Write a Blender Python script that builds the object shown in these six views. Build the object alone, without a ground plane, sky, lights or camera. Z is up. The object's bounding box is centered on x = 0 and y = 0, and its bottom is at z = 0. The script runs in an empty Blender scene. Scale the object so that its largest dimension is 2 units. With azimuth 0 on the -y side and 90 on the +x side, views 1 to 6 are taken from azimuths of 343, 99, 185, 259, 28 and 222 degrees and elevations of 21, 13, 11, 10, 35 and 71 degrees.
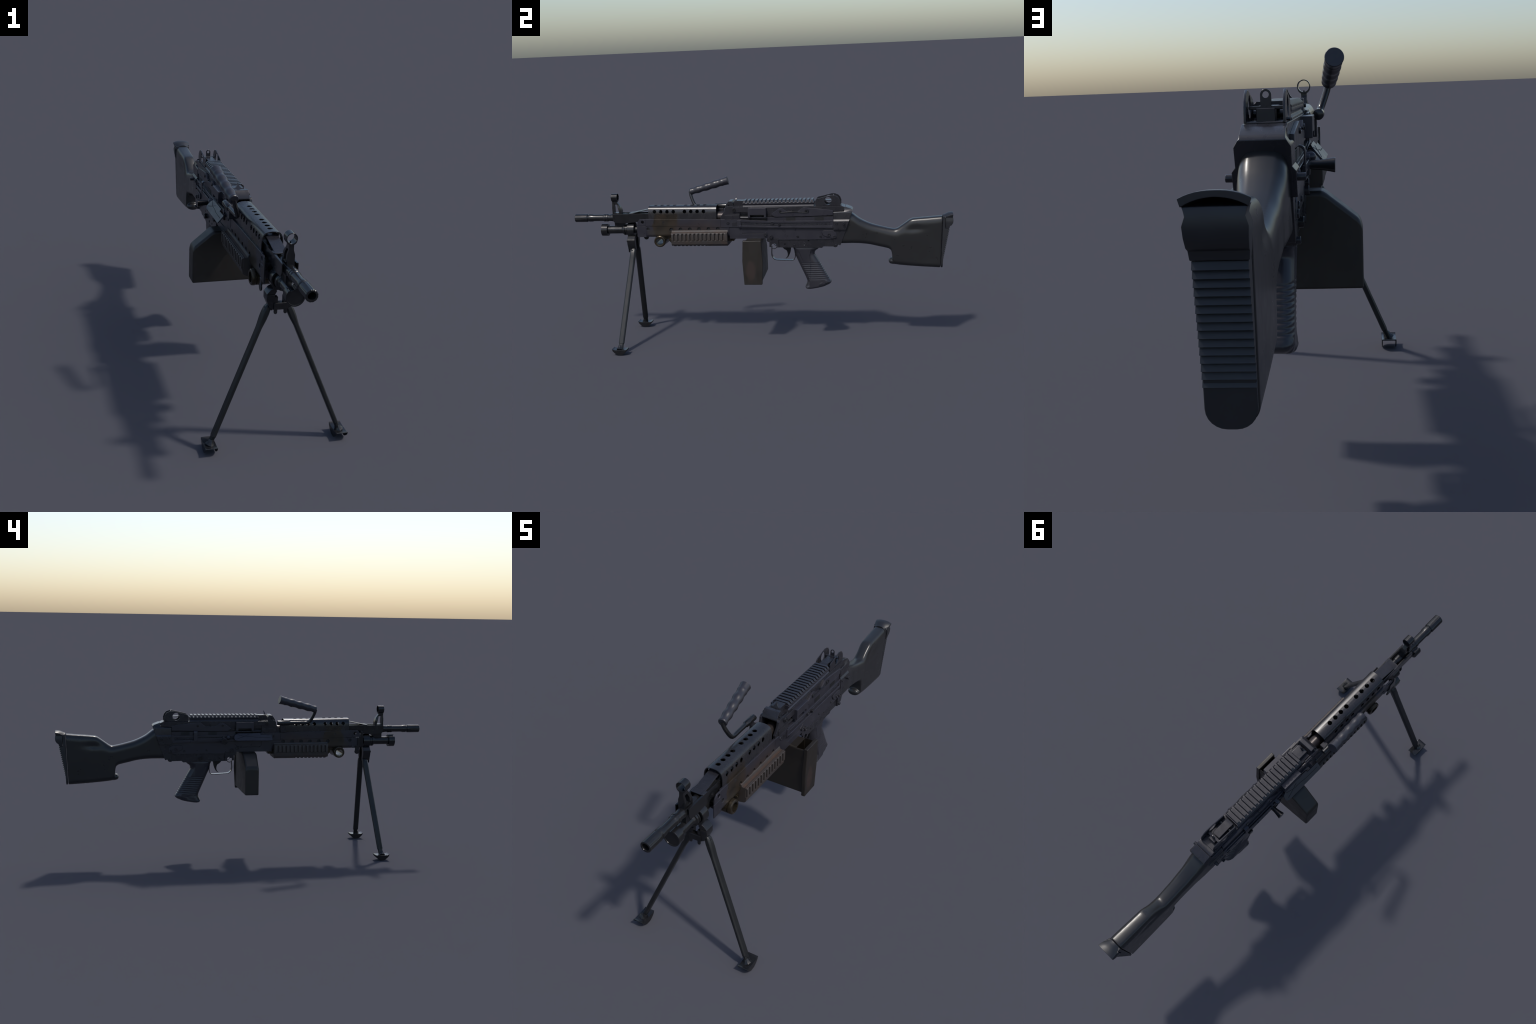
# Belt-fed machine gun on a bipod, built part by part.
# Frame: the barrel points to -y, the shoulder stock to +y, x = 0 is the mirror plane.
import bpy, bmesh, math
from mathutils import Vector, Matrix

# ------------------------------------------------------------------ materials
def new_mat(name):
    m = bpy.data.materials.new(name)
    m.use_nodes = True
    nt = m.node_tree
    return m, nt, nt.nodes, nt.links, nt.nodes["Principled BSDF"]

def rgb(c):
    return (c[0], c[1], c[2], 1.0)

def add_noise(N, L, coord, scale, detail=4.0, rough=0.55, stretch=None):
    n = N.new("ShaderNodeTexNoise")
    n.inputs["Scale"].default_value = scale
    n.inputs["Detail"].default_value = detail
    n.inputs["Roughness"].default_value = rough
    if stretch:
        mp = N.new("ShaderNodeMapping")
        mp.inputs["Scale"].default_value = stretch
        L.new(coord, mp.inputs["Vector"])
        L.new(mp.outputs["Vector"], n.inputs["Vector"])
    else:
        L.new(coord, n.inputs["Vector"])
    return n.outputs["Fac"]

def ramp(N, L, fac, lo, hi, c0=(0, 0, 0), c1=(1, 1, 1)):
    r = N.new("ShaderNodeValToRGB")
    r.color_ramp.elements[0].position = lo
    r.color_ramp.elements[0].color = rgb(c0)
    r.color_ramp.elements[1].position = hi
    r.color_ramp.elements[1].color = rgb(c1)
    L.new(fac, r.inputs["Fac"])
    return r.outputs["Color"]

def mixc(N, L, fac, a, b):
    m = N.new("ShaderNodeMix")
    m.data_type = 'RGBA'
    if isinstance(fac, float):
        m.inputs["Factor"].default_value = fac
    else:
        L.new(fac, m.inputs["Factor"])
    for sock, v in ((m.inputs["A"], a), (m.inputs["B"], b)):
        if isinstance(v, tuple):
            sock.default_value = rgb(v)
        else:
            L.new(v, sock)
    return m.outputs["Result"]

def math_node(N, L, op, a, b=None, clamp=False):
    m = N.new("ShaderNodeMath")
    m.operation = op
    m.use_clamp = clamp
    for i, v in enumerate((a, b)):
        if v is None:
            continue
        if isinstance(v, (int, float)):
            m.inputs[i].default_value = v
        else:
            L.new(v, m.inputs[i])
    return m.outputs[0]

def smooth_range(N, L, v, lo, hi):
    m = N.new("ShaderNodeMapRange")
    m.interpolation_type = 'SMOOTHSTEP'
    m.inputs["From Min"].default_value = lo
    m.inputs["From Max"].default_value = hi
    L.new(v, m.inputs["Value"])
    return m.outputs["Result"]

def finish(N, L, bsdf, coord, color, rough_lo, rough_hi, metallic, bump=0.05, bump_scale=900.0, spec=0.5):
    L.new(color, bsdf.inputs["Base Color"])
    f = add_noise(N, L, coord, 30.0, 2.0, 0.5)
    mr = N.new("ShaderNodeMapRange")
    mr.inputs["From Min"].default_value = 0.3
    mr.inputs["From Max"].default_value = 0.7
    mr.inputs["To Min"].default_value = rough_lo
    mr.inputs["To Max"].default_value = rough_hi
    L.new(f, mr.inputs["Value"])
    L.new(mr.outputs["Result"], bsdf.inputs["Roughness"])
    bsdf.inputs["Metallic"].default_value = metallic
    bsdf.inputs["Specular IOR Level"].default_value = spec
    if bump > 0:
        b = N.new("ShaderNodeBump")
        b.inputs["Strength"].default_value = bump
        b.inputs["Distance"].default_value = 0.001
        g = add_noise(N, L, coord, bump_scale, 2.0, 0.5)
        L.new(g, b.inputs["Height"])
        L.new(b.outputs["Normal"], bsdf.inputs["Normal"])

def metal(name, base, tint, rlo, rhi, metallic, bump=0.04, spec=0.5, patches=False):
    """Dark painted or blued steel with faint blotches; optionally the worn
    brown-olive patch that runs over the handguard."""
    m, nt, N, L, bsdf = new_mat(name)
    tc = N.new("ShaderNodeTexCoord").outputs["Object"]
    blot = ramp(N, L, add_noise(N, L, tc, 16.0, 4.0), 0.38, 0.66)
    col = mixc(N, L, blot, base, tint)
    if patches:
        sep = N.new("ShaderNodeSeparateXYZ")
        L.new(tc, sep.inputs[0])
        yy, zz = sep.outputs["Y"], sep.outputs["Z"]
        warp = add_noise(N, L, tc, 9.0, 3.0)
        w = math_node(N, L, 'MULTIPLY', math_node(N, L, 'SUBTRACT', warp, 0.5), 0.10)
        yw = math_node(N, L, 'ADD', yy, w)
        a = smooth_range(N, L, yw, -0.552, -0.542)
        b = smooth_range(N, L, yw, -0.425, -0.445)
        c = smooth_range(N, L, zz, 0.722, 0.700)
        mask = math_node(N, L, 'MULTIPLY', math_node(N, L, 'MULTIPLY', a, b), c)
        olive = mixc(N, L, ramp(N, L, add_noise(N, L, tc, 22.0, 3.0), 0.4, 0.62), (0.0205, 0.0165, 0.0120), (0.034, 0.0245, 0.0165))
        col = mixc(N, L, mask, col, olive)
        # a warm rubbed smear that drifts back over the side and along the rail
        warp2 = add_noise(N, L, tc, 6.5, 3.0)
        a2 = smooth_range(N, L, math_node(N, L, 'ADD', yy, math_node(N, L, 'MULTIPLY', warp2, 0.12)), -0.43, -0.37)
        a3 = smooth_range(N, L, math_node(N, L, 'ADD', yy, math_node(N, L, 'MULTIPLY', warp2, 0.12)), -0.10, -0.20)
        c2 = smooth_range(N, L, math_node(N, L, 'ADD', zz, math_node(N, L, 'MULTIPLY', warp2, 0.10)), 0.745, 0.680)
        c3 = math_node(N, L, 'MULTIPLY', math_node(N, L, 'MULTIPLY', a2, a3), c2)
        fade = math_node(N, L, 'MULTIPLY', c3, 0.6)
        col = mixc(N, L, fade, col, (0.046, 0.031, 0.024))
        # front smear near the cross tube
        d1 = smooth_range(N, L, yw, -0.60, -0.55)
        d2 = smooth_range(N, L, yw, -0.46, -0.50)
        d3 = smooth_range(N, L, zz, 0.632, 0.610)
        dm = math_node(N, L, 'MULTIPLY', math_node(N, L, 'MULTIPLY', d1, d2), d3)
        col = mixc(N, L, math_node(N, L, 'MULTIPLY', dm, 0.7), col, (0.042, 0.034, 0.025))
    finish(N, L, bsdf, tc, col, rlo, rhi, metallic, bump, 900.0, spec)
    return m

M_RECEIVER = metal("painted_gunmetal", (0.0270, 0.0262, 0.0350), (0.0330, 0.0320, 0.0410), 0.27, 0.38, 0.2, 0.05, patches=True)
M_COVER = metal("dark_gunmetal", (0.0215, 0.0212, 0.0260), (0.0275, 0.0268, 0.0320), 0.23, 0.32, 0.25)
M_STEEL = metal("blued_steel", (0.0125, 0.0128, 0.0145), (0.0180, 0.0180, 0.0195), 0.17, 0.28, 0.3, 0.0, 0.6)
M_SHIELD = metal("heat_shield_steel", (0.0210, 0.0210, 0.0245), (0.0270, 0.0262, 0.0295), 0.22, 0.30, 0.25, 0.0, 0.6, patches=True)
M_LEG = metal("leg_steel", (0.0112, 0.0120, 0.0132), (0.0152, 0.0160, 0.0172), 0.34, 0.44, 0.15)
M_BARREL_IN = metal("heat_tinted_steel", (0.05, 0.042, 0.04), (0.035, 0.028, 0.03), 0.3, 0.42, 0.5)
M_DARK = metal("shadow_black", (0.004, 0.004, 0.005), (0.006, 0.006, 0.007), 0.55, 0.65, 0.0)  # colour blackened to give holes and cavities their lack of light

def polymer(name, base, tint, rlo, rhi):
    m, nt, N, L, bsdf = new_mat(name)
    tc = N.new("ShaderNodeTexCoord").outputs["Object"]
    col = mixc(N, L, ramp(N, L, add_noise(N, L, tc, 10.0, 4.0), 0.36, 0.68), base, tint)
    finish(N, L, bsdf, tc, col, rlo, rhi, 0.0, 0.03, 1400.0, 0.5)
    return m

M_STOCK = polymer("stock_polymer", (0.0150, 0.0150, 0.0160), (0.0185, 0.0185, 0.0195), 0.27, 0.33)
M_GRIP = polymer("grip_polymer", (0.0235, 0.0230, 0.0295), (0.0280, 0.0272, 0.0340), 0.30, 0.38)
M_RUBBER = polymer("pad_rubber", (0.0150, 0.0155, 0.0185), (0.0195, 0.0200, 0.0235), 0.38, 0.46)

def worn_rail():
    m, nt, N, L, bsdf = new_mat("worn_brown_rail")
    tc = N.new("ShaderNodeTexCoord").outputs["Object"]
    f = ramp(N, L, add_noise(N, L, tc, 13.0, 5.0, 0.6), 0.40, 0.62)
    col = mixc(N, L, f, (0.046, 0.0375, 0.033), (0.040, 0.0370, 0.0375))
    r = ramp(N, L, add_noise(N, L, tc, 26.0, 4.0), 0.48, 0.66)
    col = mixc(N, L, math_node(N, L, 'MULTIPLY', r, 0.55), col, (0.058, 0.035, 0.024))
    finish(N, L, bsdf, tc, col, 0.42, 0.55, 0.1, 0.06)
    return m
M_RAIL = worn_rail()

def rust_groove():
    m, nt, N, L, bsdf = new_mat("rusty_groove")
    tc = N.new("ShaderNodeTexCoord").outputs["Object"]
    f = ramp(N, L, add_noise(N, L, tc, 30.0, 5.0, 0.6), 0.35, 0.7)
    col = mixc(N, L, f, (0.055, 0.030, 0.019), (0.034, 0.024, 0.019))
    finish(N, L, bsdf, tc, col, 0.5, 0.6, 0.0, 0.06)
    return m
M_RUST = rust_groove()

def tube_brown():
    m, nt, N, L, bsdf = new_mat("tarnished_tube")
    tc = N.new("ShaderNodeTexCoord").outputs["Object"]
    f = ramp(N, L, add_noise(N, L, tc, 24.0, 4.0), 0.38, 0.66)
    col = mixc(N, L, f, (0.042, 0.034, 0.023), (0.056, 0.043, 0.028))
    finish(N, L, bsdf, tc, col, 0.22, 0.34, 0.65, 0.0)
    return m
M_TUBE = tube_brown()

def box_paint():
    m, nt, N, L, bsdf = new_mat("olive_box_plastic")
    tc = N.new("ShaderNodeTexCoord").outputs["Object"]
    sep = N.new("ShaderNodeSeparateXYZ")
    L.new(tc, sep.inputs[0])
    f = ramp(N, L, add_noise(N, L, tc, 12.0, 4.0), 0.38, 0.64)
    col = mixc(N, L, f, (0.0130, 0.0103, 0.0080), (0.0172, 0.0136, 0.0104))
    # rubbed reddish patch low on the outer lid
    warp = add_noise(N, L, tc, 18.0, 4.0, 0.6)
    g = math_node(N, L, 'MULTIPLY', math_node(N, L, 'SUBTRACT', warp, 0.5), 0.09)
    yd = math_node(N, L, 'DIVIDE', math_node(N, L, 'ADD', sep.outputs["Y"], 0.033), 0.030)
    zd = math_node(N, L, 'DIVIDE', math_node(N, L, 'SUBTRACT', sep.outputs["Z"], 0.418), 0.062)
    d = math_node(N, L, 'ADD', math_node(N, L, 'MULTIPLY', yd, yd), math_node(N, L, 'MULTIPLY', zd, zd))
    d = math_node(N, L, 'ADD', d, math_node(N, L, 'MULTIPLY', g, 16.0))
    red = math_node(N, L, 'MULTIPLY', smooth_range(N, L, d, 1.2, 0.2), smooth_range(N, L, sep.outputs["X"], 0.09, 0.115))
    col = mixc(N, L, red, col, (0.028, 0.0180, 0.0145))
    finish(N, L, bsdf, tc, col, 0.40, 0.52, 0.0, 0.08, 600.0)
    return m
M_BOX = box_paint()

# ------------------------------------------------------------------ mesh helpers
def link(obj, parent=None):
    bpy.context.scene.collection.objects.link(obj)
    if parent is not None:
        obj.parent = parent
    return obj

def bake(obj):
    """Apply all modifiers of obj into its mesh."""
    dg = bpy.context.evaluated_depsgraph_get()
    me = bpy.data.meshes.new_from_object(obj.evaluated_get(dg))
    obj.modifiers.clear()
    old = obj.data
    obj.data = me
    bpy.data.meshes.remove(old)
    return obj

def smooth(me, angle=35.0):
    for p in me.polygons:
        p.use_smooth = True
    me.set_sharp_from_angle(angle=math.radians(angle))

def make(name, bm, mat, parent=None, bevel=0.0, segs=2, angle=35.0, cutters=None):
    me = bpy.data.meshes.new(name)
    bmesh.ops.recalc_face_normals(bm, faces=bm.faces)
    bm.to_mesh(me)
    bm.free()
    ob = bpy.data.objects.new(name, me)
    link(ob, parent)
    used = False
    tools = []
    if cutters is not None:
        for c in (cutters if isinstance(cutters, list) else [cutters]):
            cme = bpy.data.meshes.new("cutter")
            bmesh.ops.recalc_face_normals(c, faces=c.faces)
            c.to_mesh(cme)
            c.free()
            co = bpy.data.objects.new("cutter", cme)
            link(co)
            md = ob.modifiers.new("cut", 'BOOLEAN')
            md.operation = 'DIFFERENCE'
            md.solver = 'EXACT'
            md.use_self = True
            md.object = co
            tools.append((co, cme))
        used = True
    if bevel > 0:
        b = ob.modifiers.new("bevel", 'BEVEL')
        b.width = bevel
        b.segments = segs
        b.limit_method = 'ANGLE'
        b.angle_limit = math.radians(32)
        b.use_clamp_overlap = True
        used = True
    if used:
        bake(ob)
    for co, cme in tools:
        bpy.data.objects.remove(co)
        bpy.data.meshes.remove(cme)
    smooth(ob.data, angle)
    if bevel > 0 or cutters is not None:
        wn = ob.modifiers.new("weighted", 'WEIGHTED_NORMAL')
        wn.keep_sharp = True
        wn.weight = 90
        bake(ob)
    ob.data.name = name
    ob.data.materials.clear()
    ob.data.materials.append(mat)
    return ob

def prism(bm, pts, a0, a1, axis='x'):
    """Extrude a polygon. axis x: pts are (y,z); axis y: pts are (x,z); axis z: (x,y)."""
    def P(p, a):
        if axis == 'x':
            return (a, p[0], p[1])
        if axis == 'y':
            return (p[0], a, p[1])
        return (p[0], p[1], a)
    v0 = [bm.verts.new(P(p, a0)) for p in pts]
    v1 = [bm.verts.new(P(p, a1)) for p in pts]
    n = len(pts)
    bm.faces.new(v0)
    bm.faces.new(list(reversed(v1)))
    for i in range(n):
        bm.faces.new((v0[i], v1[i], v1[(i + 1) % n], v0[(i + 1) % n]))
    return bm

def box(bm, x0, x1, y0, y1, z0, z1):
    return prism(bm, [(y0, z0), (y1, z0), (y1, z1), (y0, z1)], x0, x1, 'x')

def mirror_pair(fn):
    """Call fn(bm, s) for both sides into one bmesh."""
    bm = bmesh.new()
    for s in (1, -1):
        fn(bm, s)
    return bm

def frame_for(d):
    d = Vector(d).normalized()
    up = Vector((0, 0, 1)) if abs(d.z) < 0.9 else Vector((1, 0, 0))
    a = d.cross(up).normalized()
    b = a.cross(d).normalized()
    return d, a, b

def lathe(bm, origin, direction, profile, seg=40, closed=True, fn=None):
    """profile: list of (t, r) along direction; r = 0 ends become poles."""
    o = Vector(origin)
    d, a, b = frame_for(direction)
    rings = []
    for t, r in profile:
        if r < 1e-6:
            rings.append([bm.verts.new(o + d * t)])
            continue
        ring = []
        for i in range(seg):
            th = 2 * math.pi * i / seg
            rr = fn(t, th, r) if fn else r
            ring.append(bm.verts.new(o + d * t + (a * math.cos(th) + b * math.sin(th)) * rr))
        rings.append(ring)
    for R0, R1 in zip(rings, rings[1:]):
        n0, n1 = len(R0), len(R1)
        for i in range(seg):
            j = (i + 1) % seg
            if n0 == 1 and n1 == 1:
                break
            if n0 == 1:
                bm.faces.new((R0[0], R1[j], R1[i]))
            elif n1 == 1:
                bm.faces.new((R0[i], R0[j], R1[0]))
            else:
                bm.faces.new((R0[i], R0[j], R1[j], R1[i]))
    if closed:
        if len(rings[0]) > 1:
            bm.faces.new(list(reversed(rings[0])))
        if len(rings[-1]) > 1:
            bm.faces.new(rings[-1])
    return bm

def cyl(bm, p0, p1, r, seg=24, chamfer=0.0):
    p0, p1 = Vector(p0), Vector(p1)
    h = (p1 - p0).length
    c = chamfer
    prof = [(0, r - c), (c, r), (h - c, r), (h, r - c)] if c > 0 else [(0, r), (h, r)]
    return lathe(bm, p0, p1 - p0, prof, seg)

def sweep(bm, pts, radius, seg=12, caps=True):
    """Round tube along a polyline; radius number or list."""
    pts = [Vector(p) for p in pts]
    n = len(pts)
    rad = radius if isinstance(radius, (list, tuple)) else [radius] * n
    prev_a = None
    rings = []
    for i, p in enumerate(pts):
        t = (pts[min(i + 1, n - 1)] - pts[max(i - 1, 0)]).normalized()
        if prev_a is None:
            _, a, _ = frame_for(t)
        else:
            a = (prev_a - t * prev_a.dot(t)).normalized()
        prev_a = a
        b = t.cross(a)
        rings.append([bm.verts.new(p + (a * math.cos(2 * math.pi * k / seg) + b * math.sin(2 * math.pi * k / seg)) * rad[i]) for k in range(seg)])
    for R0, R1 in zip(rings, rings[1:]):
        for k in range(seg):
            j = (k + 1) % seg
            bm.faces.new((R0[k], R0[j], R1[j], R1[k]))
    if caps:
        bm.faces.new(list(reversed(rings[0])))
        bm.faces.new(rings[-1])
    return bm

def strip(bm, path, thick, x0, x1):
    """A flat strap bent along a (y,z) path."""
    n = len(path)
    P = [Vector((p[0], p[1])) for p in path]
    out, inn = [], []
    for i in range(n):
        t = (P[min(i + 1, n - 1)] - P[max(i - 1, 0)]).normalized()
        nrm = Vector((-t.y, t.x))
        out.append(P[i] + nrm * thick / 2)
        inn.append(P[i] - nrm * thick / 2)
    return prism(bm, [tuple(p) for p in out + inn[::-1]], x0, x1, 'x')

def catmull(pts, k=6, closed=False):
    P = [Vector(p) for p in pts]
    n = len(P)
    out = []
    rng = range(n if closed else n - 1)
    for i in rng:
        if closed:
            p0, p1, p2, p3 = P[(i - 1) % n], P[i], P[(i + 1) % n], P[(i + 2) % n]
        else:
            p0, p1, p2, p3 = P[max(i - 1, 0)], P[i], P[i + 1], P[min(i + 2, n - 1)]
        for j in range(k):
            t = j / k
            out.append(0.5 * ((2 * p1) + (p2 - p0) * t + (2 * p0 - 5 * p1 + 4 * p2 - p3) * t * t + (3 * p1 - p0 - 3 * p2 + p3) * t ** 3))
    if not closed:
        out.append(P[-1])
    return out

def arc(cx, cy, r, a0, a1, n):
    return [(cx + r * math.cos(math.radians(a0 + (a1 - a0) * i / n)), cy + r * math.sin(math.radians(a0 + (a1 - a0) * i / n))) for i in range(n + 1)]

def resample(pts, step):
    out = []
    n = len(pts)
    for i in range(n):
        a, b = Vector(pts[i]), Vector(pts[(i + 1) % n])
        m = max(1, int((b - a).length / step))
        for j in range(m):
            out.append(a.lerp(b, j / m))
    return out

def pillow(name, outline, half_width, corner_in, corner_x, mat, parent, voxel, smooth_iter, post=None):
    """Organic slab: a side outline (y,z, counter-clockwise) given a width and edge
    roundings that change along it; remeshed into one smooth skin."""
    P = resample(outline, 0.006)
    n = len(P)
    area = sum(P[i].x * P[(i + 1) % n].y - P[(i + 1) % n].x * P[i].y for i in range(n))
    if area < 0:
        P.reverse()
    nor = []
    for i in range(n):
        t = (P[(i + 2) % n] - P[i - 2]).normalized()
        nor.append(Vector((-t.y, t.x)))
    bm = bmesh.new()
    K = 7
    rings = []
    for side in (1, -1):
        rr = []
        for k in range(K + 1):
            th = math.pi / 2 * k / K
            ring = []
            for i in range(n):
                ri, rx = corner_in(P[i].x, P[i].y), corner_x(P[i].x, P[i].y)
                q = P[i] + nor[i] * ri * (1 - math.cos(th))
                w = half_width(q.x, q.y)
                ring.append(bm.verts.new((side * (w - rx * (1 - math.sin(th))), q.x, q.y)))
            rr.append(ring)
        rings.append(rr)
    for s, rr in enumerate(rings):
        for R0, R1 in zip(rr, rr[1:]):
            for i in range(n):
                j = (i + 1) % n
                bm.faces.new((R0[i], R0[j], R1[j], R1[i]))
        f = bm.faces.new(rr[-1])
        bmesh.ops.triangulate(bm, faces=[f])
    for i in range(n):
        j = (i + 1) % n
        bm.faces.new((rings[0][0][i], rings[0][0][j], rings[1][0][j], rings[1][0][i]))
    bmesh.ops.recalc_face_normals(bm, faces=bm.faces)
    me = bpy.data.meshes.new(name)
    bm.to_mesh(me)
    bm.free()
    ob = bpy.data.objects.new(name, me)
    link(ob, parent)
    r = ob.modifiers.new("remesh", 'REMESH')
    r.mode = 'VOXEL'
    r.voxel_size = voxel
    sm = ob.modifiers.new("smooth", 'SMOOTH')
    sm.factor = 0.5
    sm.iterations = smooth_iter
    bake(ob)
    if post:
        for v in ob.data.vertices:
            v.co = Vector(post(v.co, v.normal))
    ob.data.name = name
    ob.data.materials.clear()
    ob.data.materials.append(mat)
    smooth(ob.data, 60)
    return ob

def copies(src, places, parent, name):
    """First object stays; the rest share its mesh at offsets."""
    obs = [src]
    for m in places:
        o = src.copy()
        o.name = name
        o.matrix_local = m
        bpy.context.scene.collection.objects.link(o)
        o.parent = parent
        obs.append(o)
    return obs

# ------------------------------------------------------------------ root
root = bpy.data.objects.new("machine_gun", None)
root.empty_display_size = 0.2
link(root)
root["label"] = "dark gunmetal belt-fed light machine gun standing on bipod"
root["category"] = "machine gun"

# ------------------------------------------------------------------ barrel
BZ = 0.6858
GZ = 0.6200
bm = bmesh.new()
lathe(bm, (0, -0.930, BZ), (0, 1, 0), [
    (0.0, 0.0172), (0.006, 0.0172), (0.008, 0.0206), (0.026, 0.0206), (0.032, 0.0180), (0.088, 0.0180),
    (0.090, 0.0204), (0.100, 0.0204), (0.1005, 0.0184), (0.1035, 0.0184), (0.104, 0.0206), (0.113, 0.0206),
    (0.116, 0.0176), (0.128, 0.0182), (0.143, 0.0212), (0.215, 0.0212), (0.2155, 0.0202), (0.222, 0.0202), (0.2225, 0.0178), (0.335, 0.0178),
    (0.375, 0.0178), (0.380, 0.0315), (0.690, 0.0315), (0.694, 0.0240), (0.80, 0.0240)], 48)
barrel = make("barrel", bm, M_STEEL, root, 0.0005, 1)

def flutes(t, th, r):
    if r > 0.018 and t < 0.058:
        return r - 0.0011 * max(0.0, math.cos(th * 12)) ** 2 * (1.0 if t < 0.05 else 0.4)
    return r
bm = bmesh.new()
lathe(bm, (0, -1.0, BZ), (0, 1, 0), [
    (0.040, 0.0), (0.040, 0.0125), (0.002, 0.0130), (0.0, 0.0140), (0.0, 0.0200), (0.0015, 0.0214), (0.050, 0.0217),
    (0.060, 0.0217), (0.0665, 0.0217), (0.0700, 0.0195), (0.0710, 0.0172), (0.0755, 0.0)], 96, closed=False, fn=flutes)
make("flash_hider", bm, M_STEEL, barrel, 0, angle=30)

# breech block seen between heat shield and trunnion
bm = bmesh.new()
lathe(bm, (0, -0.236, BZ), (0, 1, 0), [(0, 0.018), (0.004, 0.0245), (0.10, 0.0245), (0.105, 0.02)], 40)
make("breech", bm, M_BARREL_IN, barrel)

# ------------------------------------------------------------------ gas block bracket, front sight
bm = bmesh.new()
for s in (1, -1):
    prism(bm, [(-0.784, 0.709), (-0.784, 0.676), (-0.774, 0.662), (-0.722, 0.658), (-0.640, 0.666), (-0.560, 0.672), (-0.560, 0.709)], s * 0.0255, s * 0.0290, 'x')
    prism(bm, [(-0.782, 0.7065), (-0.560, 0.7065), (-0.560, 0.7098), (-0.782, 0.7098)], s * 0.0215, s * 0.0284, 'x')
gas_bracket = make("gas_block_bracket", bm, M_STEEL, root, 0.0008, 2)
bm = bmesh.new()
strip(bm, [(-0.693, 0.7100), (-0.672, 0.7120), (-0.56, 0.7350)], 0.0035, -0.0222, 0.0222)
prism(bm, [(0.0225, -0.693), (0.0290, -0.689), (0.0290, -0.668), (0.0225, -0.664), (-0.0225, -0.664), (-0.0290, -0.668), (-0.0290, -0.689), (-0.0225, -0.693)], 0.7085, 0.7122, 'z')
make("ramp_plate", bm, M_COVER, gas_bracket, 0.0006, 1)
# lug between barrel and gas tube
bm = bmesh.new()
prism(bm, [(-0.781, 0.678), (-0.781, 0.628), (-0.734, 0.628), (-0.722, 0.655), (-0.715, 0.668), (-0.715, 0.678)], -0.0125, 0.0125, 'x')
make("gas_block", bm, M_STEEL, gas_bracket, 0.0015, 2)

# front sight: base frame with a side window, and the protective ring
bm = bmesh.new()
prism(bm, [(-0.7875, 0.700), (-0.7375, 0.700), (-0.7375, 0.724), (-0.7455, 0.749), (-0.7600, 0.768), (-0.7600, 0.778), (-0.7875, 0.778)], -0.0135, 0.0135, 'x')
cut = bmesh.new()
prism(cut, [(-0.7765, 0.7130), (-0.7510, 0.7130), (-0.7585, 0.7460), (-0.7625, 0.7570), (-0.7765, 0.7570)], -0.03, 0.03, 'x')
cut = [cut]
for s in (1, -1):   # narrow the neck towards the ring
    cut.append(bmesh.new())
    prism(cut[-1], [(s * 0.0136, 0.7400), (s * 0.0085, 0.7560), (s * 0.0085, 0.79), (s * 0.04, 0.79), (s * 0.04, 0.7400)], -0.80, -0.72, 'y')
front_sight = make("front_sight", bm, M_STEEL, root, 0.0006, 1, cutters=cut)
bm = bmesh.new()
RY0, RY1, RC = -0.7890, -0.7565, 0.7960
N_ = 40
def ring_pt(i, outer):
    th = 2 * math.pi * i / N_
    r = 0.0195 if outer else 0.0168
    x, z = r * math.cos(th), RC + r * math.sin(th)
    if outer and z < 0.789:     # teardrop towards the neck
        k = min(1.0, (0.789 - z) / 0.012)
        x *= 1 + 0.15 * k
        z -= 0.003 * k
    return x, z
grid = []
for outer in (True, False):
    for yv in (RY0, RY1):
        grid.append([bm.verts.new((ring_pt(i, outer)[0], yv, ring_pt(i, outer)[1])) for i in range(N_)])
o0, o1, i0, i1 = grid
for i in range(N_):
    j = (i + 1) % N_
    bm.faces.new((o0[i], o0[j], o1[j], o1[i]))
    bm.faces.new((i0[i], i1[i], i1[j], i0[j]))
    bm.faces.new((o0[i], i0[i], i0[j], o0[j]))
    bm.faces.new((o1[i], o1[j], i1[j], i1[i]))
make("sight_ring", bm, M_STEEL, front_sight, 0.0005, 1)
bm = bmesh.new()
cyl(bm, (0, -0.773, 0.776), (0, -0.773, 0.7835), 0.0022, 10)
make("sight_post", bm, M_STEEL, front_sight)

# ------------------------------------------------------------------ gas tube
bm = bmesh.new()
lathe(bm, (0, -0.836, GZ), (0, 1, 0), [
    (0.0, 0.0215), (0.094, 0.0215), (0.0945, 0.0225), (0.102, 0.0240), (0.1045, 0.0300), (0.112, 0.0305), (0.113, 0.0260),
    (0.116, 0.0260), (0.1165, 0.0295), (0.124, 0.0295), (0.1245, 0.0190), (0.26, 0.0190)], 44)
gas_tube = make("gas_tube", bm, M_STEEL, root, 0.0006, 2)
bm = bmesh.new()
pts = []
for i in range(48):
    th = 360.0 * i / 48
    r = 0.0335
    if 96 < th < 128:
        r = 0.0250
    pts.append((r * math.cos(math.radians(th)), GZ + r * math.sin(math.radians(th))))
prism(bm, pts, -0.8545, -0.8210, 'y')
cut = bmesh.new()
cyl(cut, (0, -0.87, GZ), (0, -0.8515, GZ), 0.0285, 44)
cap = make("gas_regulator_cap", bm, M_STEEL, gas_tube, 0.0012, 2, cutters=cut)

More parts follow.
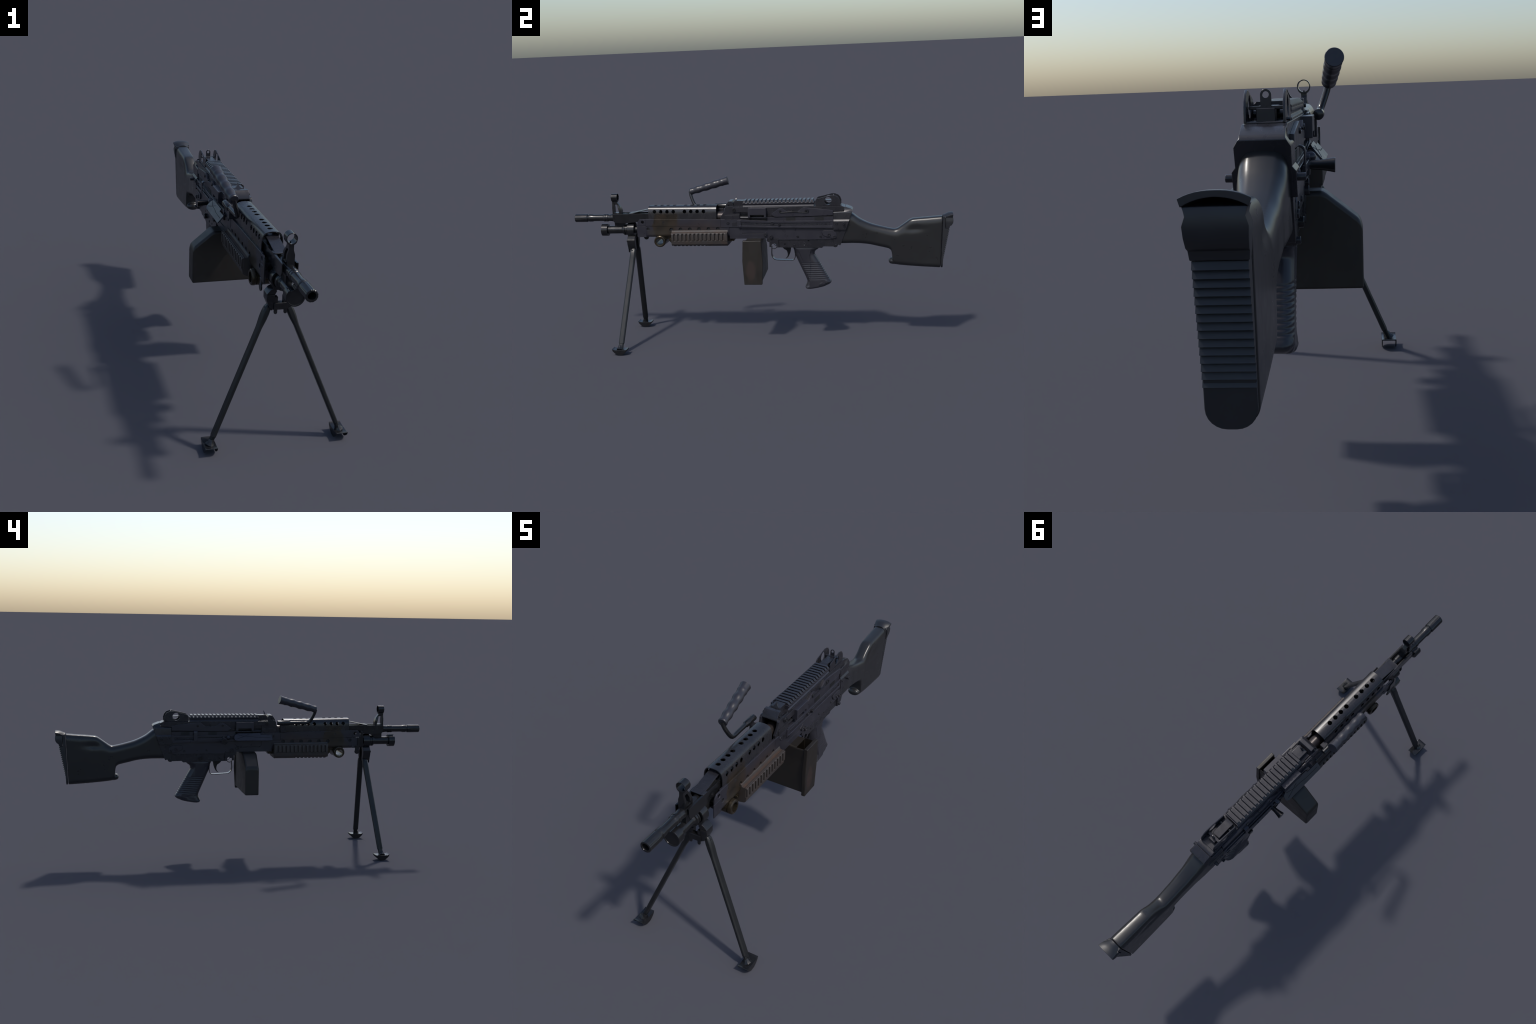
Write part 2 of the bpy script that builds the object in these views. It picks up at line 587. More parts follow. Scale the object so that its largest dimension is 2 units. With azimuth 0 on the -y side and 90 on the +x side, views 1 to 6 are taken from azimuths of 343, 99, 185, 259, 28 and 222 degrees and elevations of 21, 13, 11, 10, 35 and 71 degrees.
# ------------------------------------------------------------------ bipod
bm = bmesh.new()
pts = arc(0, GZ, 0.0385, -28, 208, 14)
prism(bm, pts + [(-0.026, 0.585), (0.026, 0.585)], -0.7085, -0.6715, 'y')
cut = bmesh.new()
cyl(cut, (0, -0.715, GZ), (0, -0.704, GZ), 0.0305, 36)
bipod = make("bipod", bm, M_STEEL, root, 0.0015, 2, cutters=cut)
bm = bmesh.new()
for s in (1, -1):
    prism(bm, [(s * 0.020, 0.594), (s * 0.036, 0.587), (s * 0.050, 0.571), (s * 0.050, 0.548), (s * 0.038, 0.520), (s * 0.022, 0.511), (s * 0.022, 0.565), (s * 0.014, 0.580)], -0.7075, -0.6665, 'y')
    box(bm, s * 0.022, s * 0.0495, -0.7105, -0.705, 0.560, 0.5695)
make("yoke_block", bm, M_STEEL, bipod, 0.0015, 2)
bm = bmesh.new()
box(bm, -0.024, 0.024, -0.7125, -0.7055, 0.514, 0.5385)
box(bm, -0.023, 0.023, -0.7120, -0.690, 0.532, 0.5380)
for s in (1, -1):
    pts = [(s * 0.0115, 0.52)] + [(s * 0.0175 + 0.006 * math.cos(math.radians(a)), 0.5035 + 0.006 * math.sin(math.radians(a))) for a in (range(180, 361, 30) if s > 0 else range(0, -181, -30))] + [(s * 0.0235, 0.52)]
    prism(bm, pts, -0.7115, -0.7060, 'y')
    box(bm, s * 0.010, s * 0.022, -0.708, -0.690, 0.538, 0.560)
make("spreader_bridge", bm, M_STEEL, bipod, 0.0008, 1)

LEG_TOP = Vector((0.0375, -0.6795, 0.5130))
LEG_BOT = Vector((0.2395, -0.7270, 0.0265))
def leg_mesh():
    bm = bmesh.new()
    ax = (LEG_BOT - LEG_TOP)
    ln = ax.length
    d = ax.normalized()
    wy = (Vector((0, 1, 0)) - d * d.y).normalized()
    wx = wy.cross(d).normalized()
    #            t along leg, width along y, width across
    st = [(-0.010, 0.019, 0.012), (0.0, 0.027, 0.022), (0.018, 0.0290, 0.0260), (0.042, 0.0295, 0.0250), (0.078, 0.0295, 0.0178), (0.3, 0.0295, 0.0172),
          (ln - 0.031, 0.0292, 0.0170), (ln - 0.029, 0.0240, 0.0145), (ln, 0.0240, 0.0145)]
    prof = [(0.5, -0.28), (0.5, 0.28), (0.30, 0.5), (-0.30, 0.5), (-0.5, 0.28), (-0.5, -0.28), (-0.30, -0.5), (0.30, -0.5)]
    rings = []
    for t, a, b in st:
        c = LEG_TOP + d * t
        rings.append([bm.verts.new(c + wy * p[0] * a + wx * p[1] * b) for p in prof])
    for R0, R1 in zip(rings, rings[1:]):
        for k in range(8):
            j = (k + 1) % 8
            bm.faces.new((R0[k], R0[j], R1[j], R1[k]))
    bm.faces.new(rings[0])
    bm.faces.new(rings[-1][::-1])
    return bm
legR = make("leg", leg_mesh(), M_LEG, bipod, 0.0014, 2)
MIR = Matrix.Diagonal((-1, 1, 1, 1))
bm = bmesh.new()
bm.from_mesh(legR.data)
bmesh.ops.transform(bm, matrix=MIR, verts=bm.verts)
legL = make("leg", bm, M_LEG, bipod)
bm = bmesh.new()
for s in (1, -1):
    cyl(bm, (s * 0.020, -0.6825, 0.506), (s * 0.0505, -0.6825, 0.512), 0.0062, 16, 0.001)
make("pivot_pin", bm, M_STEEL, bipod)

def foot_mesh(s):
    bm = bmesh.new()
    cx, cy = s * 0.2412, -0.7275
    hw = 0.0218
    # top plate: flat in the middle, the ends curl up
    top = [(-0.0410, 0.0310), (-0.0365, 0.0282), (-0.0300, 0.0266), (-0.0180, 0.0260), (0.0, 0.0260)]
    top = top + [(-a, z) for a, z in reversed(top[:-1])]
    strip(bm, [(cy + a, z) for a, z in top], 0.0030, cx - hw, cx + hw)
    # skid walls, shaped like a boat hull
    hull = [(-0.0405, 0.0300), (-0.0370, 0.0205), (-0.0290, 0.0120), (-0.0190, 0.0045), (-0.0110, 0.0)]
    hull = hull + [(-a, z) for a, z in reversed(hull)]
    for e in (1, -1):
        xa, xb = cx + e * (hw - 0.0026), cx + e * (hw + 0.0002)
        prism(bm, [(cy + a, z) for a, z in hull] + [(cy + a, z - 0.0010) for a, z in reversed(top[1:-1])], xa, xb, 'x')
    # gusset at the leg socket
    lathe(bm, (cx - s * 0.001, cy - 0.004, 0.0262), (-s * 0.40, 0.1, 1), [(0, 0.0185), (0.010, 0.0115), (0.020, 0.0100)], 8)
    return bm
make("foot", foot_mesh(1), M_STEEL, legR, 0.0008, 2)
make("foot", foot_mesh(-1), M_STEEL, legL, 0.0008, 2)

# ------------------------------------------------------------------ heat shield
SHY0, SHY1 = -0.5830, -0.2170
def shield_section(off):
    w, top = 0.0398 - off, 0.7500 - off
    pts = [(w, 0.6775), (w, 0.7080)]
    pts += [(w - 0.0005 - 0.020 * (1 - math.cos(a)), 0.712 + (top - 0.003 - 0.712) * math.sin(a)) for a in [math.radians(x) for x in range(10, 81, 10)]]
    pts += [(0.012, top - 0.0009), (0.0, top)]
    return pts
bm = bmesh.new()
outer, inner = shield_section(0.0), shield_section(0.0030)
loop = outer + [(-x, z) for x, z in outer[-2::-1]] + [(-x, z) for x, z in inner] + [(x, z) for x, z in inner[-2::-1]]
prism(bm, loop, SHY0, SHY1, 'y')
cut = bmesh.new()
HOLE_Y = [-0.5490 + 0.0340 * i for i in range(4)] + [-0.3860 + 0.0340 * i for i in range(4)]
for y in HOLE_Y:
    cyl(cut, (0, y, 0.735), (0, y, 0.77), 0.0098, 24)
    cyl(cut, (-0.06, y, 0.7215), (0.06, y, 0.7215), 0.0098, 24)
shield_slope = 0.0034
shield = make("heat_shield", bm, M_SHIELD, root, 0, angle=30, cutters=cut)

for v in shield.data.vertices:
    t = (v.co.y - SHY0) / (SHY1 - SHY0)
    v.co.z -= t * shield_slope * min(1.0, max(0.0, (v.co.z - 0.68) / 0.04))

# ------------------------------------------------------------------ receiver and handguard body
def side_wall(bm, s):
    # long side plate: its upper edge drops slightly towards the rear
    prism(bm, [(-0.6490, 0.6448), (-0.6490, 0.5860), (-0.60, 0.5860), (-0.60, 0.6448)], s * 0.0400, s * 0.0445, 'x')
    prism(bm, [(-0.6480, 0.6465), (-0.6440, 0.6680), (-0.6310, 0.6835), (-0.60, 0.6835), (-0.60, 0.6465)], s * 0.0400, s * 0.0456, 'x')
handguard_bm = bmesh.new()
# lower shell: rounded belly
sec = [(0.0442, 0.6448), (0.0442, 0.6020), (0.0418, 0.5920), (0.0370, 0.5860), (0.030, 0.5845)]
prism(handguard_bm, sec + [(-x, z) for x, z in reversed(sec)], -0.6005, -0.1500, 'y')
cut = bmesh.new()
for i in range(6):
    y = -0.4620 + 0.0502 * i
    for s in (1, -1):
        cyl(cut, (s * 0.030, y, 0.6245), (s * 0.06, y, 0.6245), 0.0100, 20)
for s in (1, -1):
    cyl(cut, (s * 0.030, -0.5885, 0.6290), (s * 0.06, -0.5885, 0.6290), 0.0085, 20)
handguard = make("handguard", handguard_bm, M_RECEIVER, root, 0.0008, 1, cutters=cut)
bm = bmesh.new()
for s in (1, -1):
    side_wall(bm, s)
cut = bmesh.new()
for y, z in ((-0.6165, 0.6665),):
    for s in (1, -1):
        cyl(cut, (s * 0.025, y, z), (s * 0.06, y, z), 0.0085, 20)
make("front_cheek", bm, M_RECEIVER, handguard, 0.0010, 1, cutters=cut)
bm = bmesh.new()
box(bm, -0.0395, 0.0395, -0.598, -0.15, 0.60, 0.664)
make("inner_core", bm, M_DARK, handguard)
# upper side strips, handguard front to receiver
bm = bmesh.new()
for s in (1, -1):
    prism(bm, [(-0.6002, 0.6835), (-0.45, 0.6800), (-0.195, 0.6760), (-0.195, 0.6345), (-0.45, 0.6415), (-0.6002, 0.6465)], s * 0.0360, s * 0.0456, 'x')
make("side_strip", bm, M_RECEIVER, handguard, 0.0008, 1)

# front latch tab on the left wall
bm = bmesh.new()
prism(bm, [(-0.6630, 0.592), (-0.6630, 0.660), (-0.6560, 0.680), (-0.6460, 0.680), (-0.6460, 0.650), (-0.630, 0.640), (-0.630, 0.592)], -0.0500, -0.0452, 'x')
pts = arc(-0.629, 0.567, 0.0140, 0, 360, 20)[:-1]
prism(bm, pts, -0.0520, -0.0470, 'x')
prism(bm, [(-0.640, 0.572), (-0.640, 0.600), (-0.618, 0.600), (-0.618, 0.572)], -0.0505, -0.0465, 'x')
make("latch_tab", bm, M_STEEL, handguard, 0.0010, 1)

# receiver core
bm = bmesh.new()
def body_section(w, z0, z1, r):
    h = [(w, z1), (w, z0 + r), (w - 0.3 * r, z0 + 0.3 * r), (w - r, z0)]
    return h + [(-x, z) for x, z in reversed(h)]
prism(bm, [(-0.1502, 0.6400), (-0.1502, 0.5720), (0.0600, 0.5720), (0.0610, 0.5638), (0.3965, 0.5638), (0.3965, 0.6400)], -0.0425, 0.0425, 'x')
cut = bmesh.new()
for s in (1, -1):
    prism(cut, [(-0.0920, 0.6400), (-0.0920, 0.606), (-0.086, 0.6000), (0.030, 0.6000), (0.055, 0.612), (0.055, 0.6400)], s * 0.0412, s * 0.06, 'x')
cut2 = bmesh.new()
for s in (1, -1):
    box(cut2, s * 0.0385, s * 0.0590, -0.0840, 0.0300, 0.5968, 0.6012)
cut = [cut, cut2]
receiver = make("receiver", bm, M_RECEIVER, root, 0.0010, 1, cutters=cut)
# guide rails on both sides: upper lip, hollow groove, lower lip
bm = bmesh.new()
def rail_band(bm, s, y0, y1, top, bot, x):
    for (z0, z1, xx) in ((top[0] - 0.0135, top[0], x), (bot[0], bot[0] + 0.0095, x)):
        pass
for s in (1, -1):
    # solid backing
    prism(bm, [(-0.1948, 0.6765), (-0.095, 0.6750), (0.065, 0.6650), (0.394, 0.6620), (0.394, 0.6250), (0.065, 0.6300), (-0.1948, 0.6345)], s * 0.0340, s * 0.0448, 'x')
    # flat front part, flush with the handguard strip
    prism(bm, [(-0.1948, 0.6760), (-0.098, 0.6750), (-0.098, 0.6340), (-0.1948, 0.6345)], s * 0.0440, s * 0.0468, 'x')
    # channel lips: the lower one stands out further
    prism(bm, [(-0.0985, 0.6750), (0.065, 0.6655), (0.390, 0.6625), (0.390, 0.6520), (0.065, 0.6545), (-0.0985, 0.6590)], s * 0.0440, s * 0.0497, 'x')
    prism(bm, [(-0.0985, 0.6430), (0.065, 0.6395), (0.390, 0.6365), (0.390, 0.6245), (0.065, 0.6300), (-0.0985, 0.6340)], s * 0.0440, s * 0.0530, 'x')
    box(bm, s * 0.044, s * 0.0508, -0.1050, -0.0850, 0.6350, 0.6705)
    box(bm, s * 0.044, s * 0.0502, 0.3795, 0.3990, 0.6255, 0.6635)
make("guide_rail", bm, M_RECEIVER, receiver, 0.0010, 1)
# rounded filler inside the groove
bm = bmesh.new()
for s in (1, -1):
    sweep(bm, [(s * 0.0440, -0.083, 0.6500), (s * 0.0440, 0.065, 0.6470), (s * 0.0440, 0.382, 0.6440)], 0.0040, 10)
make("guide_rod", bm, M_COVER, receiver)
# grey strip with black plates above the guide rail
bm = bmesh.new()
box(bm, -0.0425, 0.0425, 0.052, 0.396, 0.655, 0.6835)
make("feed_tray", bm, M_RECEIVER, receiver, 0.0006, 1)
bm = bmesh.new()
box(bm, -0.0360, 0.0360, 0.050, 0.398, 0.650, 0.700)
make("tray_core", bm, M_DARK, receiver)
bm = bmesh.new()
for s in (1, -1):
    for y0 in (0.152, 0.299):
        box(bm, s * 0.0405, s * 0.0435, y0, y0 + 0.047, 0.6640, 0.6815)
make("tray_dark_plate", bm, M_DARK, receiver)
# rod in the front window and its dark backing
bm = bmesh.new()
box(bm, -0.0300, 0.0300, -0.100, 0.055, 0.660, 0.712)
make("window_backing", bm, M_DARK, receiver)
bm = bmesh.new()
for s in (1, -1):
    cyl(bm, (s * 0.0335, -0.094, 0.6825), (s * 0.0335, 0.054, 0.6800), 0.0072, 14)
make("tray_rod", bm, M_COVER, receiver)
# small relief boxes at the front of the right rail
bm = bmesh.new()
box(bm, 0.0460, 0.0478, -0.1330, -0.1160, 0.6400, 0.6600)
box(bm, 0.0460, 0.0474, -0.1140, -0.1075, 0.6400, 0.6620)
make("relief_pad", bm, M_COVER, receiver, 0.0003, 1)

# ------------------------------------------------------------------ trunnion (front of receiver)
bm = bmesh.new()
for s in (1, -1):
    prism(bm, [(-0.1950, 0.6700), (-0.1950, 0.6870), (-0.1720, 0.7180), (-0.1690, 0.7360), (-0.1600, 0.7430), (-0.0900, 0.7430), (-0.0900, 0.6700)], s * 0.0330, s * 0.0440, 'x')
    prism(bm, [(-0.1720, 0.6745), (-0.1720, 0.6960), (-0.1690, 0.6995), (-0.0920, 0.7000), (-0.0920, 0.6745)], s * 0.0430, s * 0.0470, 'x')
box(bm, -0.034, 0.034, -0.100, -0.085, 0.670, 0.742)
trunnion = make("trunnion", bm, M_COVER, receiver, 0.0015, 2)

# ------------------------------------------------------------------ feed cover
bm = bmesh.new()
prism(bm, [(-0.0920, 0.7000), (-0.0920, 0.7130), (-0.1280, 0.7250), (-0.1280, 0.7430), (-0.0750, 0.7430), (-0.0750, 0.7365), (0.4400, 0.7365), (0.4560, 0.7300), (0.4480, 0.7110), (0.394, 0.7080), (0.394, 0.6860), (0.055, 0.6860), (0.055, 0.7000)], -0.0385, 0.0385, 'x')
cover = make("feed_cover", bm, M_COVER, root, 0.0012, 2)
bm = bmesh.new()
prism(bm, [(-0.1680, 0.7430), (-0.1600, 0.7570), (-0.1500, 0.7690), (-0.1330, 0.7690), (-0.1215, 0.7430), (-0.1215, 0.7360), (-0.1680, 0.7360)], -0.0340, 0.0340, 'x')
make("front_bar", bm, M_COVER, cover, 0.0016, 2)
bm = bmesh.new()
cyl(bm, (-0.0385, -0.150, 0.7525), (0.0385, -0.150, 0.7525), 0.0050, 14, 0.0008)
make("hinge_pin", bm, M_STEEL, cover)
# latch block with the little pointed fin
bm = bmesh.new()
prism(bm, [(-0.1240, 0.7425), (-0.1240, 0.7560), (-0.1180, 0.7690), (-0.0740, 0.7690), (-0.0740, 0.7425)], -0.0215, 0.0215, 'x')
latch = make("cover_latch", bm, M_COVER, cover, 0.0012, 2)
bm = bmesh.new()
fin = [(-0.0205, 0.7560), (-0.0205, 0.7640), (-0.0130, 0.7690), (-0.0065, 0.7745), (-0.0022, 0.7830), (0.0, 0.7900)]
fin = fin + [(-x, z) for x, z in reversed(fin[:-1])]
v0, v1 = [], []
for x, z in fin:
    lean = (z - 0.756) * 0.45
    v0.append(bm.verts.new((x, -0.1255 + lean, z)))
    v1.append(bm.verts.new((x, -0.1160 + lean * 0.55, z)))
bm.faces.new(v0)
bm.faces.new(v1[::-1])
for i in range(len(fin)):
    j = (i + 1) % len(fin)
    bm.faces.new((v0[i], v1[i], v1[j], v0[j]))
make("latch_fin", bm, M_COVER, latch)

# top accessory rail: base and separate cross teeth
bm = bmesh.new()
sec = [(0.0362, 0.7360), (0.0362, 0.7405), (0.0318, 0.7445), (0.0318, 0.7480), (0.0365, 0.7525), (0.0365, 0.7580), (0.0340, 0.7605)]
prism(bm, sec + [(-x, z) for x, z in reversed(sec)], -0.0745, 0.2965, 'y')
rail = make("top_rail", bm, M_RECEIVER, cover, 0.0006, 1)
bm = bmesh.new()
sec = [(0.0365, 0.7575), (0.0365, 0.7625), (0.0280, 0.7712)]
PITCH = 0.02075
prism(bm, sec + [(-x, z) for x, z in reversed(sec)], -0.0060, 0.0060, 'y')
tooth = make("rail_tooth", bm, M_COVER, rail, 0.0004, 1)
ys = [-0.0665 + PITCH * i for i in range(18)]
tooth.location = (0, ys[0], 0)
copies(tooth, [Matrix.Translation((0, y, 0)) for y in ys[1:]], rail, "rail_tooth")
# side plates in the shape of a dog bone, with spring wire
bm = bmesh.new()
bone = [(0.072, 0.699), (0.093, 0.6855), (0.250, 0.6865), (0.3945, 0.6905), (0.3945, 0.7160), (0.330, 0.7240), (0.252, 0.7320), (0.240, 0.7320), (0.212, 0.7110), (0.161, 0.7110), (0.133, 0.7295), (0.117, 0.7290)]
for s in (1, -1):
    prism(bm, bone, s * 0.0380, s * 0.0462, 'x')
make("cover_side_plate", bm, M_RECEIVER, cover, 0.0010, 1)
bm = bmesh.new()
for s in (1, -1):
    for y, z in ((0.122, 0.7155), (0.256, 0.7150)):
        cyl(bm, (s * 0.044, y, z), (s * 0.0500, y, z), 0.0062, 16, 0.0008)
    cyl(bm, (s * 0.044, 0.187, 0.7165), (s * 0.0505, 0.187, 0.7165), 0.0035, 10)
make("cover_rivet", bm, M_STEEL, cover)
bm = bmesh.new()
wire = [(0.0488, 0.118, 0.7060), (0.0492, 0.150, 0.7100), (0.0500, 0.187, 0.7125), (0.0492, 0.222, 0.7095), (0.0490, 0.260, 0.7075), (0.0495, 0.2685, 0.7110), (0.0495, 0.2690, 0.7180), (0.0495, 0.262, 0.7215)]
sweep(bm, [tuple(p) for p in catmull(wire, 5)], 0.0016, 8)
make("spring_wire", bm, M_STEEL, cover)

# feed latch housings on both sides
bm = bmesh.new()
for s in (1, -1):
    prism(bm, [(-0.0455, 0.7340), (0.0500, 0.7340), (0.0500, 0.6880), (0.0385, 0.6880), (0.0385, 0.7000), (-0.0335, 0.7000), (-0.0335, 0.6880), (-0.0455, 0.6880)], s * 0.0375, s * 0.0615, 'x')
make("feed_housing", bm, M_RECEIVER, cover, 0.0010, 1)
bm = bmesh.new()
for s in (1, -1):
    prism(bm, [(-0.0450, 0.7375), (-0.1260, 0.7385), (-0.1315, 0.7300), (-0.1310, 0.7200), (-0.1240, 0.7135), (-0.1130, 0.7130), (-0.1030, 0.7140), (-0.0450, 0.7120)], s * 0.0420, s * 0.0490, 'x')
make("cover_lever", bm, M_COVER, cover, 0.0012, 2)
bm = bmesh.new()
for s in (1, -1):
    lathe(bm, (s * 0.047, -0.1185, 0.7248), (s, 0, 0), [(0, 0.0092), (0.005, 0.0088), (0.0052, 0.0052), (0.003, 0.0050), (0.003, 0.0)], 18)
make("lever_pivot", bm, M_STEEL, cover)

# ------------------------------------------------------------------ rear sight
bm = bmesh.new()
ear = [(0.3040, 0.7370), (0.3045, 0.7620), (0.3075, 0.7705), (0.3135, 0.7752), (0.3880, 0.7925), (0.3995, 0.7930), (0.4190, 0.7852), (0.4288, 0.7730), (0.4335, 0.7590), (0.4335, 0.7370)]
for s in (1, -1):
    prism(bm, ear, s * 0.0312, s * 0.0352, 'x')
cut = bmesh.new()
cyl(cut, (-0.06, 0.3700, 0.7635), (0.06, 0.3700, 0.7635), 0.0195, 28)
rear_sight = make("rear_sight", bm, M_COVER, cover, 0.0008, 1, cutters=cut)
bm = bmesh.new()
box(bm, -0.0312, 0.0312, 0.3045, 0.4340, 0.7360, 0.7395)
prism(bm, [(0.302, 0.7385), (0.302, 0.7600), (0.320, 0.7650), (0.384, 0.7640), (0.384, 0.7610), (0.324, 0.7610), (0.330, 0.7385)], -0.0175, 0.0175, 'x')
box(bm, -0.0165, 0.0165, 0.3860, 0.4100, 0.7385, 0.7615)
box(bm, -0.0300, 0.0300, 0.3880, 0.3990, 0.7590, 0.7650)
make("sight_base", bm, M_COVER, rear_sight, 0.0010, 1)
bm = bmesh.new()
pts = [(0.0095, 0.755)] + arc(0, 0.7840, 0.0095, 0, 180, 14) + [(-0.0095, 0.755)]
prism(bm, pts, 0.3960, 0.3995, 'y')
cut = bmesh.new()
cyl(cut, (0, 0.38, 0.7840), (0, 0.42, 0.7840), 0.0056, 20)
make("aperture", bm, M_COVER, rear_sight, 0.0004, 1, cutters=cut)
bm = bmesh.new()
cyl(bm, (-0.030, 0.330, 0.7500), (0.030, 0.330, 0.7500), 0.0070, 16, 0.0008)
cyl(bm, (-0.043, 0.425, 0.7430), (-0.036, 0.425, 0.7430), 0.0030, 10)
make("windage_drum", bm, M_STEEL, rear_sight)

# ------------------------------------------------------------------ rear end block that carries the stock
bm = bmesh.new()
prism(bm, [(0.3960, 0.6150), (0.3960, 0.7070), (0.4500, 0.7090), (0.4575, 0.7320), (0.4870, 0.7215), (0.4950, 0.7130), (0.4610, 0.6150)], -0.0470, 0.0470, 'x')
cut = bmesh.new()
for s in (1, -1):    # sloping shoulders
    prism(cut, [(s * 0.0378, 0.7600), (s * 0.0378, 0.7165), (s * 0.0478, 0.7000), (s * 0.08, 0.6990), (s * 0.08, 0.7600)], 0.38, 0.52, 'y')
end_block = make("end_block", bm, M_COVER, receiver, 0.0016, 2, cutters=cut)
bm = bmesh.new()
for s in (1, -1):
    pts = [(s * 0.0440, 0.6150), (s * 0.0535, 0.6150), (s * 0.0535, 0.6600), (s * 0.0440, 0.6720)]
    v0 = [bm.verts.new((x, 0.3960, z)) for x, z in pts]
    v1 = [bm.verts.new((x, 0.4600 + (z - 0.615) * 0.36, z)) for x, z in pts]
    bm.faces.new(v0)
    bm.faces.new(v1[::-1])
    for i in range(4):
        j = (i + 1) % 4
        bm.faces.new((v0[i], v1[i], v1[j], v0[j]))
make("block_cheek", bm, M_COVER, end_block, 0.0010, 1)
bm = bmesh.new()
prism(bm, [(0.3940, 0.6152), (0.4620, 0.6152), (0.4300, 0.5340), (0.4260, 0.5320), (0.4180, 0.5360), (0.4120, 0.5250), (0.4040, 0.5220), (0.3940, 0.5230)], -0.0455, 0.0455, 'x')
make("block_skirt", bm, M_COVER, end_block, 0.0012, 2)
bm = bmesh.new()
for s in (1, -1):
    pts = [(0.3340, 0.5985), (0.3380, 0.6070), (0.3460, 0.6110), (0.3900, 0.6110), (0.4100, 0.6000), (0.4120, 0.5700), (0.3900, 0.5690), (0.3420, 0.5850)]
    prism(bm, pts, s * 0.0420, s * 0.0475, 'x')
make("hinge_plate", bm, M_RECEIVER, end_block, 0.0010, 1)

# ------------------------------------------------------------------ bolts and pins
bolt_list = [  # y, z, radius, base x, tip x
    (0.0410, 0.5940, 0.0088, 0.041, 0.0505), (0.0700, 0.5810, 0.0100, 0.041, 0.0520), (0.2090, 0.5810, 0.0062, 0.041, 0.0455),
    (0.3280, 0.5790, 0.0062, 0.041, 0.0455), (0.3720, 0.5890, 0.0085, 0.046, 0.0510), (0.4010, 0.5790, 0.0085, 0.046, 0.0515),
    (0.4060, 0.5330, 0.0068, 0.044, 0.0530), (0.4130, 0.6490, 0.0078, 0.052, 0.0560), (-0.5030, 0.6650, 0.0068, 0.044, 0.0460),
    (-0.1550, 0.6565, 0.0080, 0.044, 0.0495), (0.4490, 0.6480, 0.0068, 0.052, 0.0680)]
def bolt_mesh(h, r):
    bm = bmesh.new()
    lathe(bm, (0, 0, 0), (1, 0, 0), [(0, r), (h - 0.0010, r), (h, r - 0.0010), (h, r * 0.58), (h - 0.0014, r * 0.52), (h - 0.0014, 0.0)], 20, closed=False)
    return bm
for y, z, r, xa, xb in bolt_list:
    b = make("bolt", bolt_mesh(xb - xa, r), M_COVER, receiver, angle=40)
    b.location = (xa, y, z)
    copies(b, [Matrix.Translation((-xa, y, z)) @ Matrix.Rotation(math.pi, 4, 'Z')], receiver, "bolt")
# extra fasteners only on the right guide rail
for y, z, r, xb in ((0.0790, 0.6535, 0.0090, 0.0525), (0.1150, 0.6470, 0.0068, 0.0585)):
    b = make("bolt", bolt_mesh(xb - 0.040, r), M_COVER, receiver, angle=40)
    b.location = (0.040, y, z)

# ------------------------------------------------------------------ trigger group
bm = bmesh.new()
prism(bm, [(0.1080, 0.5632), (0.1080, 0.5220), (0.3330, 0.5175), (0.3410, 0.5255), (0.3960, 0.5245), (0.3960, 0.5632)], -0.0385, 0.0385, 'x')
cut = bmesh.new()
for y, z, r in ((0.1390, 0.5370, 0.0045), (0.2640, 0.5550, 0.0045)):
    cyl(cut, (-0.06, y, z), (-0.032, y, z), r, 14)
    cyl(cut, (0.06, y, z), (0.032, y, z), r, 14)
lower = make("trigger_housing", bm, M_COVER, root, 0.0012, 2, cutters=cut)
bm = bmesh.new()
prism(bm, [(0.0450, 0.5720), (0.0450, 0.5600), (0.0500, 0.5540), (0.0590, 0.5520), (0.0580, 0.5260), (0.0680, 0.5250), (0.0740, 0.5170), (0.0825, 0.5140), (0.0910, 0.5165), (0.0980, 0.5230), (0.1078, 0.5225), (0.1078, 0.5720)], -0.0435, 0.0435, 'x')
cut = bmesh.new()
cyl(cut, (-0.06, 0.0825, 0.5315), (0.06, 0.0825, 0.5315), 0.0132, 28)
cut = [cut, box(bmesh.new(), -0.0385, 0.0385, 0.04, 0.1000, 0.50, 0.5520)]
make("sling_bracket", bm, M_COVER, lower, 0.0008, 1, cutters=cut)
bm = bmesh.new()
for s in (1, -1):
    for y, z, r in ((0.2410, 0.5380, 0.0085), (0.1890, 0.5325, 0.0055)):
        lathe(bm, (s * 0.0378, y, z), (s, 0, 0), [(0, r), (0.0018, r), (0.0022, r * 0.7), (0.0015, r * 0.6), (0.0015, 0.0)], 18, closed=False)
make("housing_pin", bm, M_COVER, lower, angle=40)
bm = bmesh.new()
guard = catmull([(0.0660, 0.5200), (0.0645, 0.5020), (0.0635, 0.4800), (0.0680, 0.4630), (0.0800, 0.4515), (0.0950, 0.4485), (0.1350, 0.4465), (0.1690, 0.4455), (0.1810, 0.4500), (0.1870, 0.4620), (0.1885, 0.4800), (0.1860, 0.5000), (0.1840, 0.5200)], 4)
strip(bm, [tuple(p) for p in guard], 0.0030, -0.0140, 0.0140)
make("trigger_guard", bm, M_STEEL, lower, 0.0005, 1)
bm = bmesh.new()
front = catmull([(0.1180, 0.5200), (0.1300, 0.5060), (0.1430, 0.4970), (0.1480, 0.4800), (0.1450, 0.4660), (0.1345, 0.4545)], 4)
back = catmull([(0.1400, 0.4545), (0.1510, 0.4640), (0.1590, 0.4790), (0.1640, 0.4950), (0.1680, 0.5200)], 4)
prism(bm, [tuple(p) for p in front + back], -0.0055, 0.0055, 'x')
make("trigger", bm, M_STEEL, lower, 0.0014, 2)

